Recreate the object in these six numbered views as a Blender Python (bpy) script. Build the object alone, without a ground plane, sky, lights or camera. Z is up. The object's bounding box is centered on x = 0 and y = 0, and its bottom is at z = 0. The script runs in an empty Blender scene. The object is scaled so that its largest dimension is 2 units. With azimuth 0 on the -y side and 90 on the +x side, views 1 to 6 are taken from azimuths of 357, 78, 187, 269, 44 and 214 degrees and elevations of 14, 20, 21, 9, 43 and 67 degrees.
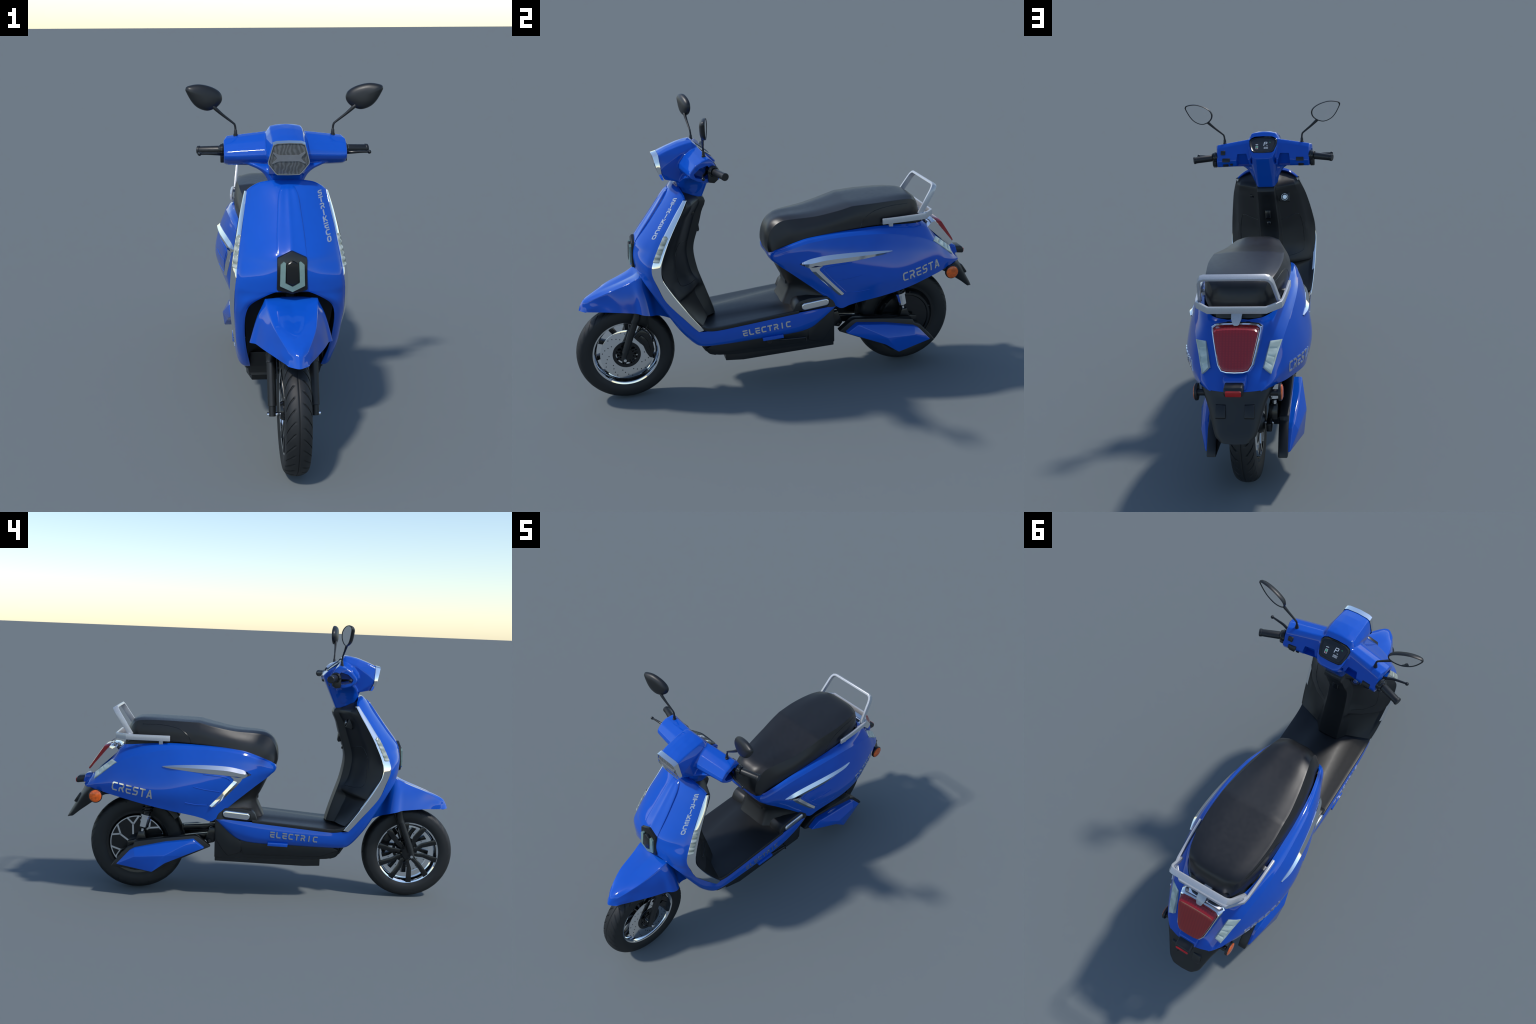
import bpy, bmesh, math, random
from mathutils import Vector, Matrix
from mathutils.bvhtree import BVHTree

random.seed(7)

# ------------------------------------------------------------------ materials
def material(name, color, rough=0.4, metal=0.0, coat=0.0, noise=0.0, noise_scale=60.0,
             bump=0.0, bump_scale=400.0, spec=0.5, rough_var=0.0, transmission=0.0, ior=1.5, coat_rough=0.03):
    m = bpy.data.materials.new(name)
    m.use_nodes = True
    nt = m.node_tree
    b = nt.nodes["Principled BSDF"]
    b.inputs["Base Color"].default_value = (*color, 1)
    b.inputs["Roughness"].default_value = rough
    b.inputs["Metallic"].default_value = metal
    b.inputs["Coat Weight"].default_value = coat
    b.inputs["Coat Roughness"].default_value = coat_rough
    b.inputs["Specular IOR Level"].default_value = spec
    b.inputs["Transmission Weight"].default_value = transmission
    b.inputs["IOR"].default_value = ior
    tc = nt.nodes.new("ShaderNodeTexCoord")
    n = nt.nodes.new("ShaderNodeTexNoise")
    n.inputs["Scale"].default_value = noise_scale
    n.inputs["Detail"].default_value = 4
    nt.links.new(tc.outputs["Object"], n.inputs["Vector"])
    if noise > 0:
        ramp = nt.nodes.new("ShaderNodeValToRGB")
        ramp.color_ramp.elements[0].position = 0.3
        ramp.color_ramp.elements[1].position = 0.7
        ramp.color_ramp.elements[0].color = (*[c * (1 - noise) for c in color], 1)
        ramp.color_ramp.elements[1].color = (*[min(1, c * (1 + noise)) for c in color], 1)
        nt.links.new(n.outputs["Fac"], ramp.inputs["Fac"])
        nt.links.new(ramp.outputs["Color"], b.inputs["Base Color"])
    if rough_var > 0:
        mr = nt.nodes.new("ShaderNodeMapRange")
        mr.inputs["To Min"].default_value = max(0, rough - rough_var)
        mr.inputs["To Max"].default_value = rough + rough_var
        nt.links.new(n.outputs["Fac"], mr.inputs["Value"])
        nt.links.new(mr.outputs["Result"], b.inputs["Roughness"])
    if bump > 0:
        n2 = nt.nodes.new("ShaderNodeTexNoise")
        n2.inputs["Scale"].default_value = bump_scale
        n2.inputs["Detail"].default_value = 2
        bp = nt.nodes.new("ShaderNodeBump")
        bp.inputs["Strength"].default_value = bump
        bp.inputs["Distance"].default_value = 0.001
        nt.links.new(tc.outputs["Object"], n2.inputs["Vector"])
        nt.links.new(n2.outputs["Fac"], bp.inputs["Height"])
        nt.links.new(bp.outputs["Normal"], b.inputs["Normal"])
    return m

M_BLUE = material("blue_paint", (0.0045, 0.081, 0.485), rough=0.07, noise=0.015, noise_scale=25)
M_BLACK = material("black_plastic", (0.0095, 0.0105, 0.0115), rough=0.42, noise=0.08, noise_scale=80, rough_var=0.05, bump=0.05)
M_GLOSS = material("gloss_black", (0.008, 0.009, 0.010), rough=0.22, noise=0.05, noise_scale=40)
M_RUBBER = material("tyre_rubber", (0.0085, 0.0095, 0.0105), rough=0.58, noise=0.10, noise_scale=90, bump=0.08)
M_SEAT = material("seat_vinyl", (0.0115, 0.0115, 0.0125), rough=0.38, noise=0.08, noise_scale=50, rough_var=0.05, bump=0.12, bump_scale=900)
M_CHROME = material("chrome", (0.86, 0.87, 0.88), rough=0.04, metal=1.0, rough_var=0.01)
M_SATIN = material("satin_letter_metal", (0.80, 0.81, 0.82), rough=0.10, metal=1.0, rough_var=0.02)
M_SILVER = material("silver_paint", (0.50, 0.51, 0.53), rough=0.30, metal=0.25, noise=0.04, noise_scale=200, coat=0.2)
M_DECAL = material("silver_decal", (0.42, 0.48, 0.56), rough=0.35, metal=0.5, noise=0.02)
M_ORANGE = material("amber_reflector", (0.70, 0.105, 0.004), rough=0.25, coat=0.5, noise=0.35, noise_scale=70)
M_REDBRIGHT = material("red_reflector", (0.42, 0.006, 0.008), rough=0.35, noise=0.05)
M_WHITE = material("display_white", (0.75, 0.80, 0.85), rough=0.4, noise=0.02)
M_GREEN = material("display_green", (0.08, 0.45, 0.22), rough=0.4, noise=0.02)
M_DREDD = material("display_red", (0.45, 0.03, 0.03), rough=0.4, noise=0.02)
M_DISPLAY = material("display_glass", (0.012, 0.013, 0.014), rough=0.25, coat=0.4, noise=0.05)
M_MIRROR = material("mirror_glass", (0.93, 0.94, 0.95), rough=0.02, metal=1.0, rough_var=0.005)
M_TEAL = material("marker_lens", (0.175, 0.275, 0.255), rough=0.25, coat=0.4, noise=0.08, noise_scale=60)
M_KEYMETAL = material("lock_metal", (0.62, 0.63, 0.64), rough=0.2, metal=1.0, rough_var=0.05)

def lens_material(name, dark, light, scale, axis, distortion=1.5):
    """ribbed clear plastic: wave bands plus cloudy noise"""
    m = material(name, light, rough=0.2, coat=0.6)
    nt = m.node_tree
    b = nt.nodes["Principled BSDF"]
    tc = nt.nodes.new("ShaderNodeTexCoord")
    w = nt.nodes.new("ShaderNodeTexWave")
    w.wave_type = 'BANDS'
    w.bands_direction = axis
    w.inputs["Scale"].default_value = scale
    w.inputs["Distortion"].default_value = distortion
    w.inputs["Detail"].default_value = 2
    nz = nt.nodes.new("ShaderNodeTexNoise")
    nz.inputs["Scale"].default_value = 45
    nz.inputs["Detail"].default_value = 5
    mx = nt.nodes.new("ShaderNodeMath"); mx.operation = 'MULTIPLY'
    rp = nt.nodes.new("ShaderNodeValToRGB")
    rp.color_ramp.elements[0].position = 0.1
    rp.color_ramp.elements[1].position = 0.5
    rp.color_ramp.elements[0].color = (*dark, 1)
    rp.color_ramp.elements[1].color = (*light, 1)
    nt.links.new(tc.outputs["Object"], w.inputs["Vector"])
    nt.links.new(tc.outputs["Object"], nz.inputs["Vector"])
    nt.links.new(w.outputs["Fac"], mx.inputs[0])
    nt.links.new(nz.outputs["Fac"], mx.inputs[1])
    nt.links.new(mx.outputs[0], rp.inputs["Fac"])
    nt.links.new(rp.outputs["Color"], b.inputs["Base Color"])
    return m

M_HEADGLASS = lens_material("headlight_lens", (0.082, 0.085, 0.084), (0.140, 0.147, 0.150), 22, 'X', 9.0)
M_INDLENS = lens_material("indicator_lens", (0.26, 0.29, 0.24), (0.46, 0.50, 0.45), 10, 'Z')
M_REARLENS = lens_material("rear_indicator_lens", (0.42, 0.50, 0.44), (0.56, 0.64, 0.57), 8, 'Z')

def tail_material():
    m = material("tail_light_red", (0.28, 0.008, 0.012), rough=0.18, coat=0.7)
    nt = m.node_tree
    b = nt.nodes["Principled BSDF"]
    tc = nt.nodes.new("ShaderNodeTexCoord")
    wx = nt.nodes.new("ShaderNodeTexWave"); wx.bands_direction = 'X'
    wx.inputs["Scale"].default_value = 26
    wz = nt.nodes.new("ShaderNodeTexWave"); wz.bands_direction = 'Z'
    wz.inputs["Scale"].default_value = 60
    mx = nt.nodes.new("ShaderNodeMath"); mx.operation = 'MULTIPLY'
    rp = nt.nodes.new("ShaderNodeValToRGB")
    rp.color_ramp.elements[0].color = (0.30, 0.0065, 0.0105, 1)
    rp.color_ramp.elements[1].color = (0.42, 0.009, 0.012, 1)
    nt.links.new(tc.outputs["Object"], wx.inputs["Vector"])
    nt.links.new(tc.outputs["Object"], wz.inputs["Vector"])
    nt.links.new(wx.outputs["Fac"], mx.inputs[0])
    nt.links.new(wz.outputs["Fac"], mx.inputs[1])
    nt.links.new(mx.outputs[0], rp.inputs["Fac"])
    nt.links.new(rp.outputs["Color"], b.inputs["Base Color"])
    return m
M_TAIL = tail_material()

# ------------------------------------------------------------------ scene helpers
COL = bpy.context.scene.collection

def empty(name, parent=None, loc=(0, 0, 0)):
    o = bpy.data.objects.new(name, None)
    o.empty_display_size = 0.1
    COL.objects.link(o)
    o.location = loc
    if parent is not None:
        o.parent = parent
    return o

def add_mesh(name, me, mat, parent, smooth=40):
    if mat is not None:
        me.materials.clear()
        me.materials.append(mat)
    if smooth:
        me.polygons.foreach_set("use_smooth", [True] * len(me.polygons))
        me.set_sharp_from_angle(angle=math.radians(smooth))
    o = bpy.data.objects.new(name, me)
    COL.objects.link(o)
    o.parent = parent
    return o

def from_data(name, verts, faces, mat, parent, smooth=40, recalc=True):
    me = bpy.data.meshes.new(name)
    me.from_pydata([tuple(v) for v in verts], [], faces)
    if recalc:
        bm = bmesh.new(); bm.from_mesh(me)
        bmesh.ops.remove_doubles(bm, verts=bm.verts, dist=1e-5)
        bmesh.ops.recalc_face_normals(bm, faces=bm.faces)
        bm.to_mesh(me); bm.free()
    return add_mesh(name, me, mat, parent, smooth)

def apply_mods(o, smooth=40):
    dg = bpy.context.evaluated_depsgraph_get()
    me = bpy.data.meshes.new_from_object(o.evaluated_get(dg))
    old = o.data
    nm = old.name
    o.modifiers.clear()
    o.data = me
    bpy.data.meshes.remove(old)
    me.name = nm
    if smooth:
        me.polygons.foreach_set("use_smooth", [True] * len(me.polygons))
        me.set_sharp_from_angle(angle=math.radians(smooth))
    return o

def bevel(o, w, seg=2, ang=30, smooth=40):
    m = o.modifiers.new("b", 'BEVEL')
    m.width = w; m.segments = seg; m.limit_method = 'ANGLE'; m.angle_limit = math.radians(ang)
    return apply_mods(o, smooth)

def solidify(o, t, offset=-1, smooth=40):
    m = o.modifiers.new("s", 'SOLIDIFY')
    m.thickness = t; m.offset = offset
    return apply_mods(o, smooth)

def orient_out(me, ref):
    """flip an open shell so that its normals point away from the inner point ref"""
    ref = Vector(ref)
    s = 0
    for p in me.polygons:
        s += p.area * p.normal.dot((p.center - ref).normalized())
    if s < 0:
        bm = bmesh.new(); bm.from_mesh(me)
        bmesh.ops.reverse_faces(bm, faces=bm.faces)
        bm.to_mesh(me); bm.free()

def cr(P, t):
    """Catmull-Rom point on list of vectors, t in 0..1"""
    n = len(P) - 1
    if n == 0:
        return P[0].copy()
    f = min(max(t, 0), 1) * n
    i = min(int(f), n - 1)
    u = f - i
    p1, p2 = P[i], P[i + 1]
    p0 = P[i - 1] if i > 0 else p1 * 2 - p2
    p3 = P[i + 2] if i + 2 <= n else p2 * 2 - p1
    return 0.5 * ((2 * p1) + (p2 - p0) * u + (2 * p0 - 5 * p1 + 4 * p2 - p3) * u * u
                  + (3 * p1 - p0 - 3 * p2 + p3) * u ** 3)

def lin(P, t):
    n = len(P) - 1
    f = min(max(t, 0), 1) * n
    i = min(int(f), n - 1)
    return P[i].lerp(P[i + 1], f - i)

def V(pts):
    return [Vector(p) for p in pts]

def curve(pts, n, closed=False):
    P = V(pts)
    if closed:
        m = len(P)
        Q = P[-2:] + P + P[:3]
        out = []
        for k in range(n):
            f = k / n * m
            out.append(cr(Q, (f + 2) / (len(Q) - 1)))
        return out
    return [cr(P, k / (n - 1)) for k in range(n)]

def net_surface(name, net, su, sv, mat, parent, mirror=True, ref=None, thick=0.0, vlin=False, ulin=False,
                weld=True, smooth=40, bev=0.0, bev_ang=25, creases=(), ucreases=()):
    """skin over a net of control points; net[row][col], rows run along u"""
    rows = [V(r) for r in net]
    nr, nc = len(rows), len(rows[0])
    nu, nv = (nr - 1) * su + 1, (nc - 1) * sv + 1
    fu = lin if ulin else cr
    fv = lin if vlin else cr
    cols = []
    for c in range(nc):
        col = [rows[r][c] for r in range(nr)]
        ucuts = [0] + sorted(ucreases) + [nr - 1]
        line = []
        for k in range(nu):
            f = k / su
            q = 0
            while q < len(ucuts) - 2 and f > ucuts[q + 1]:
                q += 1
            r0, r1 = ucuts[q], ucuts[q + 1]
            line.append(fu(col[r0:r1 + 1], (f - r0) / (r1 - r0)))
        cols.append(line)
    verts, faces = [], []
    for k in range(nu):
        line = [cols[c][k] for c in range(nc)]
        cuts = [0] + sorted(creases) + [nc - 1]        # separate splines between the crease columns
        for j in range(nv):
            f = j / sv
            q = 0
            while q < len(cuts) - 2 and f > cuts[q + 1]:
                q += 1
            c0, c1 = cuts[q], cuts[q + 1]
            verts.append(fv(line[c0:c1 + 1], (f - c0) / (c1 - c0)))
    for k in range(nu - 1):
        for j in range(nv - 1):
            a = k * nv + j
            faces.append((a, a + 1, a + nv + 1, a + nv))
    if mirror:
        off = len(verts)
        verts += [Vector((-v.x, v.y, v.z)) for v in verts]
        faces += [tuple(reversed([i + off for i in f])) for f in faces[:]]
    me = bpy.data.meshes.new(name)
    me.from_pydata([tuple(v) for v in verts], [], faces)
    bm = bmesh.new(); bm.from_mesh(me)
    if weld:
        bmesh.ops.remove_doubles(bm, verts=bm.verts, dist=2e-5)
        bmesh.ops.dissolve_degenerate(bm, edges=bm.edges, dist=1e-6)
    bmesh.ops.recalc_face_normals(bm, faces=bm.faces)
    bm.to_mesh(me); bm.free()
    if ref is not None:
        orient_out(me, ref)
    o = add_mesh(name, me, mat, parent, smooth)
    if bev:
        bevel(o, bev, 2, bev_ang, smooth)
    if thick:
        solidify(o, thick, smooth=smooth)
    return o

def loft(name, rings, mat, parent, caps=True, closed=True, smooth=40):
    n = len(rings[0])
    verts = [v for r in rings for v in r]
    faces = []
    for i in range(len(rings) - 1):
        for j in range(n if closed else n - 1):
            a, b = i * n + j, i * n + (j + 1) % n
            faces.append((a, b, b + n, a + n))
    if caps:
        faces.append(tuple(range(n)))
        faces.append(tuple(range((len(rings) - 1) * n, len(rings) * n)))
    return from_data(name, verts, faces, mat, parent, smooth)

def tube(name, pts, r, mat, parent, n=12, samples=None, smooth=50, radii=None):
    P = V(pts) if samples is None else curve(pts, samples)
    rings = []
    up = Vector((0.13, 0.21, 1)).normalized()
    for i, p in enumerate(P):
        t = (P[min(i + 1, len(P) - 1)] - P[max(i - 1, 0)]).normalized()
        a = t.cross(up)
        if a.length < 0.1:
            a = t.cross(Vector((1, 0, 0)))
        a.normalize()
        b = t.cross(a).normalized()
        rr = r if radii is None else lin([Vector((x, 0, 0)) for x in radii], i / (len(P) - 1)).x
        rings.append([p + (a * math.cos(2 * math.pi * k / n) + b * math.sin(2 * math.pi * k / n)) * rr for k in range(n)])
    return loft(name, rings, mat, parent, smooth=smooth)

def lathe(name, profile, mat, parent, seg=48, axis='X', center=(0, 0, 0), closed=False, smooth=35):
    """profile: (along axis, radius) pairs"""
    c = Vector(center)
    verts, faces = [], []
    n = len(profile)
    for s in range(seg):
        a = 2 * math.pi * s / seg
        for (h, r) in profile:
            if axis == 'X':
                verts.append(c + Vector((h, r * math.cos(a), r * math.sin(a))))
            elif axis == 'Y':
                verts.append(c + Vector((r * math.cos(a), h, r * math.sin(a))))
            else:
                verts.append(c + Vector((r * math.cos(a), r * math.sin(a), h)))
    m = n if closed else n - 1
    for s in range(seg):
        for j in range(m):
            a = s * n + j
            b = s * n + (j + 1) % n
            a2 = ((s + 1) % seg) * n + j
            b2 = ((s + 1) % seg) * n + (j + 1) % n
            faces.append((a, b, b2, a2))
    return from_data(name, verts, faces, mat, parent, smooth)

def place_along(o, p0, p1):
    """object modelled along +X from origin -> lie from p0 to p1"""
    p0, p1 = Vector(p0), Vector(p1)
    d = (p1 - p0).normalized()
    q = Vector((1, 0, 0)).rotation_difference(d)
    o.data.transform(Matrix.Translation(p0) @ q.to_matrix().to_4x4())
    return o

def prism(name, outline, x0, x1, mat, parent, bev=0.0, seg=2, smooth=40, ang=30):
    """outline in (y, z), extruded along x"""
    n = len(outline)
    verts = [(x0, y, z) for y, z in outline] + [(x1, y, z) for y, z in outline]
    faces = [tuple(range(n)), tuple(range(n, 2 * n))]
    for i in range(n):
        j = (i + 1) % n
        faces.append((i, j, j + n, i + n))
    o = from_data(name, verts, faces, mat, parent, smooth)
    if bev:
        bevel(o, bev, seg, ang, smooth)
    return o

def box(name, lo, hi, mat, parent, bev=0.0, seg=2):
    return prism(name, [(lo[1], lo[2]), (hi[1], lo[2]), (hi[1], hi[2]), (lo[1], hi[2])], lo[0], hi[0], mat, parent, bev, seg)

def hull_mesh(pts):
    bm = bmesh.new()
    for p in pts:
        bm.verts.new(p)
    r = bmesh.ops.convex_hull(bm, input=bm.verts)
    junk = [g for g in r["geom_interior"] if isinstance(g, bmesh.types.BMVert)]
    junk += [g for g in r["geom_unused"] if isinstance(g, bmesh.types.BMVert)]
    bmesh.ops.delete(bm, geom=list(set(junk)), context='VERTS')
    bmesh.ops.recalc_face_normals(bm, faces=bm.faces)
    return bm

def hull(name, pts, mat, parent, bev=0.0, seg=2, smooth=35):
    bm = hull_mesh(pts)
    bmesh.ops.dissolve_limit(bm, angle_limit=math.radians(2), verts=bm.verts, edges=bm.edges)
    me = bpy.data.meshes.new(name)
    bm.to_mesh(me); bm.free()
    o = add_mesh(name, me, mat, parent, smooth)
    if bev:
        bevel(o, bev, seg, 20, smooth)
    return o

def both(pts):
    return [(x, y, z) for x, y, z in pts] + [(-x, y, z) for x, y, z in pts]

def mirrored(o):
    """mirror-image copy of a part at -x"""
    me = o.data.copy()
    me.transform(Matrix.Scale(-1, 4, (1, 0, 0)))
    me.flip_normals()
    c = bpy.data.objects.new(o.name, me)
    COL.objects.link(c)
    c.parent = o.parent
    return c

def sweep_flat(name, pts, wdir, w, t, mat, parent, bev=0.002):
    """flat bar: width w along wdir (per point or one vector), thickness t, mitred at the bends"""
    P = V(pts)
    n = len(P)
    rings = []
    for i, p in enumerate(P):
        t0 = (P[i] - P[i - 1]).normalized() if i > 0 else (P[1] - P[0]).normalized()
        t1 = (P[i + 1] - P[i]).normalized() if i < n - 1 else t0
        tan = (t0 + t1).normalized()
        wd = Vector(wdir[i] if isinstance(wdir[0], (tuple, list, Vector)) else wdir).normalized()
        nn = tan.cross(wd).normalized()
        wd2 = nn.cross(tan).normalized()
        k = 1 / max(0.35, tan.dot(t1))
        a, b = wd2 * (w / 2), nn * (t / 2) * k
        rings.append([p + a + b, p + a - b, p - a - b, p - a + b])
    o = loft(name, rings, mat, parent, smooth=30)
    if bev:
        bevel(o, bev, 2, 40, 30)
    return o

def bvh_of(o):
    me = o.data
    return BVHTree.FromPolygons([v.co for v in me.vertices], [p.vertices for p in me.polygons])

# ------------------------------------------------------------------ the thing
ROOT = empty("electric_scooter")
ROOT["label"] = "glossy blue electric scooter with black seat and chrome trim"
ROOT["category"] = "motor scooter"

# ------------------------------------------------------------------ wheels
FW = Vector((0, -0.766, 0.2345)); FR = 0.2345
RW = Vector((0, 0.634, 0.2445)); RR = 0.2445
RIM = 0.158

def tyre(name, c, R, half, parent, n_groove):
    """lathe with a tread: centre groove and curved slanting side grooves cut into the crown"""
    seg, m = 1080, 64
    prof = []                       # (x, r, tread coordinate or None)
    for k in range(m + 1):
        s = -1 + 2 * k / m
        a = abs(s)
        if a < 0.72:                # crown
            u = a / 0.72
            x = half * 0.93 * math.sin(u * math.pi * 0.5 * 0.92)
            r = R - (R - RIM) * 0.36 * (1 - math.cos(u * math.pi * 0.5 * 0.92))
        else:                       # side wall
            u = (a - 0.72) / 0.28
            x0 = half * 0.93 * math.sin(math.pi * 0.46)
            r0 = R - (R - RIM) * 0.36 * (1 - math.cos(math.pi * 0.46))
            x = x0 + (half * 0.76 - x0) * u + half * 0.12 * math.sin(u * math.pi)
            r = r0 + (RIM - 0.004 - r0) * u
        prof.append((math.copysign(x, s), r, s / 0.72))
    verts, faces = [], []
    for i in range(seg):
        th = 2 * math.pi * i / seg
        for (x, r, s) in prof:
            d = 0.0
            a = abs(s)
            if a < 0.03:
                d = 0.003
            elif 0.18 < a < 1.0:
                side = 0.5 if s > 0 else 0.0
                ph = th * n_groove / (2 * math.pi) + side - 1.55 * a ** 1.25
                f = ph - math.floor(ph)
                if abs(f - 0.5) < 0.075:
                    d = 0.0036 * min(1, (1.0 - a) * 10) * min(1, (a - 0.18) * 8)
            r2 = r - d
            verts.append((c.x + x, c.y + r2 * math.cos(th), c.z + r2 * math.sin(th)))
    n = len(prof)
    for i in range(seg):
        j = (i + 1) % seg
        for k in range(n - 1):
            faces.append((i * n + k, i * n + k + 1, j * n + k + 1, j * n + k))
    return from_data(name, verts, faces, M_RUBBER, parent, smooth=50)

fw = empty("front_wheel", ROOT)
tyre("tyre", FW, FR, 0.049, fw, 34)
# chrome rim barrel
lathe("rim", [(-0.040, 0.160), (-0.038, 0.153), (-0.032, 0.156), (-0.026, 0.149), (-0.012, 0.141), (0.012, 0.141),
              (0.026, 0.149), (0.032, 0.156), (0.038, 0.153), (0.040, 0.160), (0.036, 0.166), (-0.036, 0.166)],
      M_CHROME, fw, seg=96, center=FW, closed=True, smooth=25)
# hub
lathe("hub", [(-0.050, 0.0), (-0.050, 0.030), (-0.040, 0.036), (0.024, 0.036), (0.026, 0.048), (0.032, 0.048), (0.034, 0.0)],
      M_GLOSS, fw, seg=40, center=FW, smooth=30)
# ten kinked spokes
def spoke_mesh():
    # along +y (radial), flat blade with a kink; widths grow outward
    st = [(0.030, -0.003, 0.010, -0.018, 0.016), (0.052, -0.004, 0.012, -0.019, 0.014), (0.084, -0.013, 0.016, -0.022, 0.013),
          (0.120, -0.012, 0.019, -0.026, 0.012), (0.158, -0.011, 0.022, -0.029, 0.011)]
    verts, faces = [], []
    for (r, off, w, x, t) in st:
        verts += [(x - t, r, off - w / 2 - 0.004), (x + t, r, off - w / 2), (x + t, r, off + w / 2), (x - t, r, off + w / 2 + 0.004)]
    for i in range(len(st) - 1):
        for j in range(4):
            a, b = i * 4 + j, i * 4 + (j + 1) % 4
            faces.append((a, b, b + 4, a + 4))
    faces += [(0, 1, 2, 3), (16, 17, 18, 19)]
    return verts, faces
sv, sf = spoke_mesh()
sp0 = from_data("spoke", sv, sf, M_GLOSS, fw, smooth=30)
bevel(sp0, 0.002, 2, 30, 30)
sp0.location = FW
for k in range(10):
    o = sp0 if k == 0 else sp0.copy()
    if k:
        COL.objects.link(o)
    o.rotation_euler = (math.radians(k * 36 + 17), 0, 0)
# brake disc on +x with drilled ring and black carrier
DX = 0.043
def disc_with_holes(name, r0, r1, x, t, parent, holes):
    """annulus built from sectors; drill holes are dark recessed pins joined in one part"""
    return lathe(name, [(x - t, r0), (x + t, r0), (x + t, r1 - 0.001), (x + t - 0.0005, r1), (x - t, r1)], M_CHROME, parent,
                 seg=120, center=FW, closed=True, smooth=30)
disc_with_holes("brake_disc", 0.066, 0.125, DX, 0.0018, fw, 0)
def pin_ring():
    verts, faces = [], []
    def pin(y, z, r):
        b = len(verts)
        n = 8
        for xx in (DX - 0.0026, DX + 0.0026):
            for k in range(n):
                a = 2 * math.pi * k / n
                verts.append((FW.x + xx, FW.y + y + r * math.cos(a), FW.z + z + r * math.sin(a)))
        faces.append(tuple(range(b, b + n))); faces.append(tuple(range(b + n, b + 2 * n)))
        for k in range(n):
            faces.append((b + k, b + (k + 1) % n, b + n + (k + 1) % n, b + n + k))
    for k in range(40):
        a = 2 * math.pi * k / 40
        r = (0.084, 0.095, 0.106, 0.115)[k % 4]
        pin(r * math.cos(a), r * math.sin(a), 0.0026)
    return verts, faces
pv, pf = pin_ring()
o = from_data("disc_holes", pv, pf, M_GLOSS, fw, smooth=30); o["kind"] = "stuff"
# carrier: hub plate with six arms and a rim
def carrier():
    verts, faces = [], []
    def ring(ra, rb, x0, x1, n=60):
        b = len(verts)
        for k in range(n):
            a = 2 * math.pi * k / n
            for (x, r) in ((x0, ra), (x1, ra), (x1, rb), (x0, rb)):
                verts.append((FW.x + x, FW.y + r * math.cos(a), FW.z + r * math.sin(a)))
        for k in range(n):
            for j in range(4):
                p, q = b + k * 4 + j, b + k * 4 + (j + 1) % 4
                p2, q2 = b + ((k + 1) % n) * 4 + j, b + ((k + 1) % n) * 4 + (j + 1) % 4
                faces.append((p, q, q2, p2))
    ring(0.052, 0.067, DX - 0.003, DX + 0.004)
    ring(0.002, 0.030, DX - 0.008, DX + 0.006)
    for k in range(8):
        a = 2 * math.pi * k / 8
        for sgn in (-1, 1):
            a2 = a + sgn * math.pi / 8
            p0 = Vector((0, math.cos(a) * 0.026, math.sin(a) * 0.026))
            p1 = Vector((0, math.cos(a2) * 0.056, math.sin(a2) * 0.056))
            d = (p1 - p0).normalized()
            s = d.cross(Vector((1, 0, 0))) * 0.0045
            b = len(verts)
            for p in (p0, p1):
                for (sx, ss) in ((DX - 0.002, -1), (DX + 0.003, -1), (DX + 0.003, 1), (DX - 0.002, 1)):
                    verts.append((FW.x + sx, FW.y + p.y + s.y * ss, FW.z + p.z + s.z * ss))
            for j in range(4):
                faces.append((b + j, b + (j + 1) % 4, b + 4 + (j + 1) % 4, b + 4 + j))
            faces += [(b, b + 1, b + 2, b + 3), (b + 4, b + 5, b + 6, b + 7)]
    return verts, faces
cv, cf = carrier()
from_data("disc_carrier", cv, cf, M_GLOSS, fw, smooth=30)
# caliper
prism("brake_caliper", [(-0.728, 0.325), (-0.705, 0.350), (-0.685, 0.362), (-0.655, 0.335), (-0.640, 0.300), (-0.634, 0.250), (-0.648, 0.208),
                        (-0.660, 0.212), (-0.674, 0.238), (-0.685, 0.275), (-0.712, 0.305)], 0.036, 0.066, M_GLOSS, fw, bev=0.004)
prism("brake_caliper", [(-0.705, 0.325), (-0.690, 0.335), (-0.662, 0.300), (-0.652, 0.250), (-0.662, 0.245), (-0.680, 0.280)],
      0.060, 0.073, M_GLOSS, fw, bev=0.003)
lathe("axle", [(-0.098, 0.0), (-0.098, 0.007), (-0.088, 0.007), (0.090, 0.007), (0.098, 0.007), (0.098, 0.0)], M_CHROME, fw, seg=24,
      center=(0, -0.778, 0.227))

# fork legs, one each side
fork = empty("fork", ROOT)
for sx in (-1, 1):
    x = 0.079 * sx
    tube("fork_leg", [(x, -0.700, 0.470), (x, -0.706, 0.430), (x, -0.717, 0.405), (x, -0.717, 0.4045), (x, -0.774, 0.258), (x, -0.774, 0.2575), (x, -0.785, 0.222)],
         0.016, M_BLACK, fork, n=20, radii=[0.019, 0.019, 0.019, 0.0162, 0.0162, 0.0135, 0.0125])
    tube("fork_stay", [(x * 0.72, -0.685, 0.45), (x * 0.72, -0.72, 0.36)], 0.008, M_GLOSS, fork, n=12)
tube("brake_hose", [(0.060, -0.690, 0.340), (0.066, -0.660, 0.372), (0.064, -0.655, 0.41), (0.058, -0.660, 0.46)], 0.003, M_GLOSS, fork, samples=16, n=8)

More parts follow.
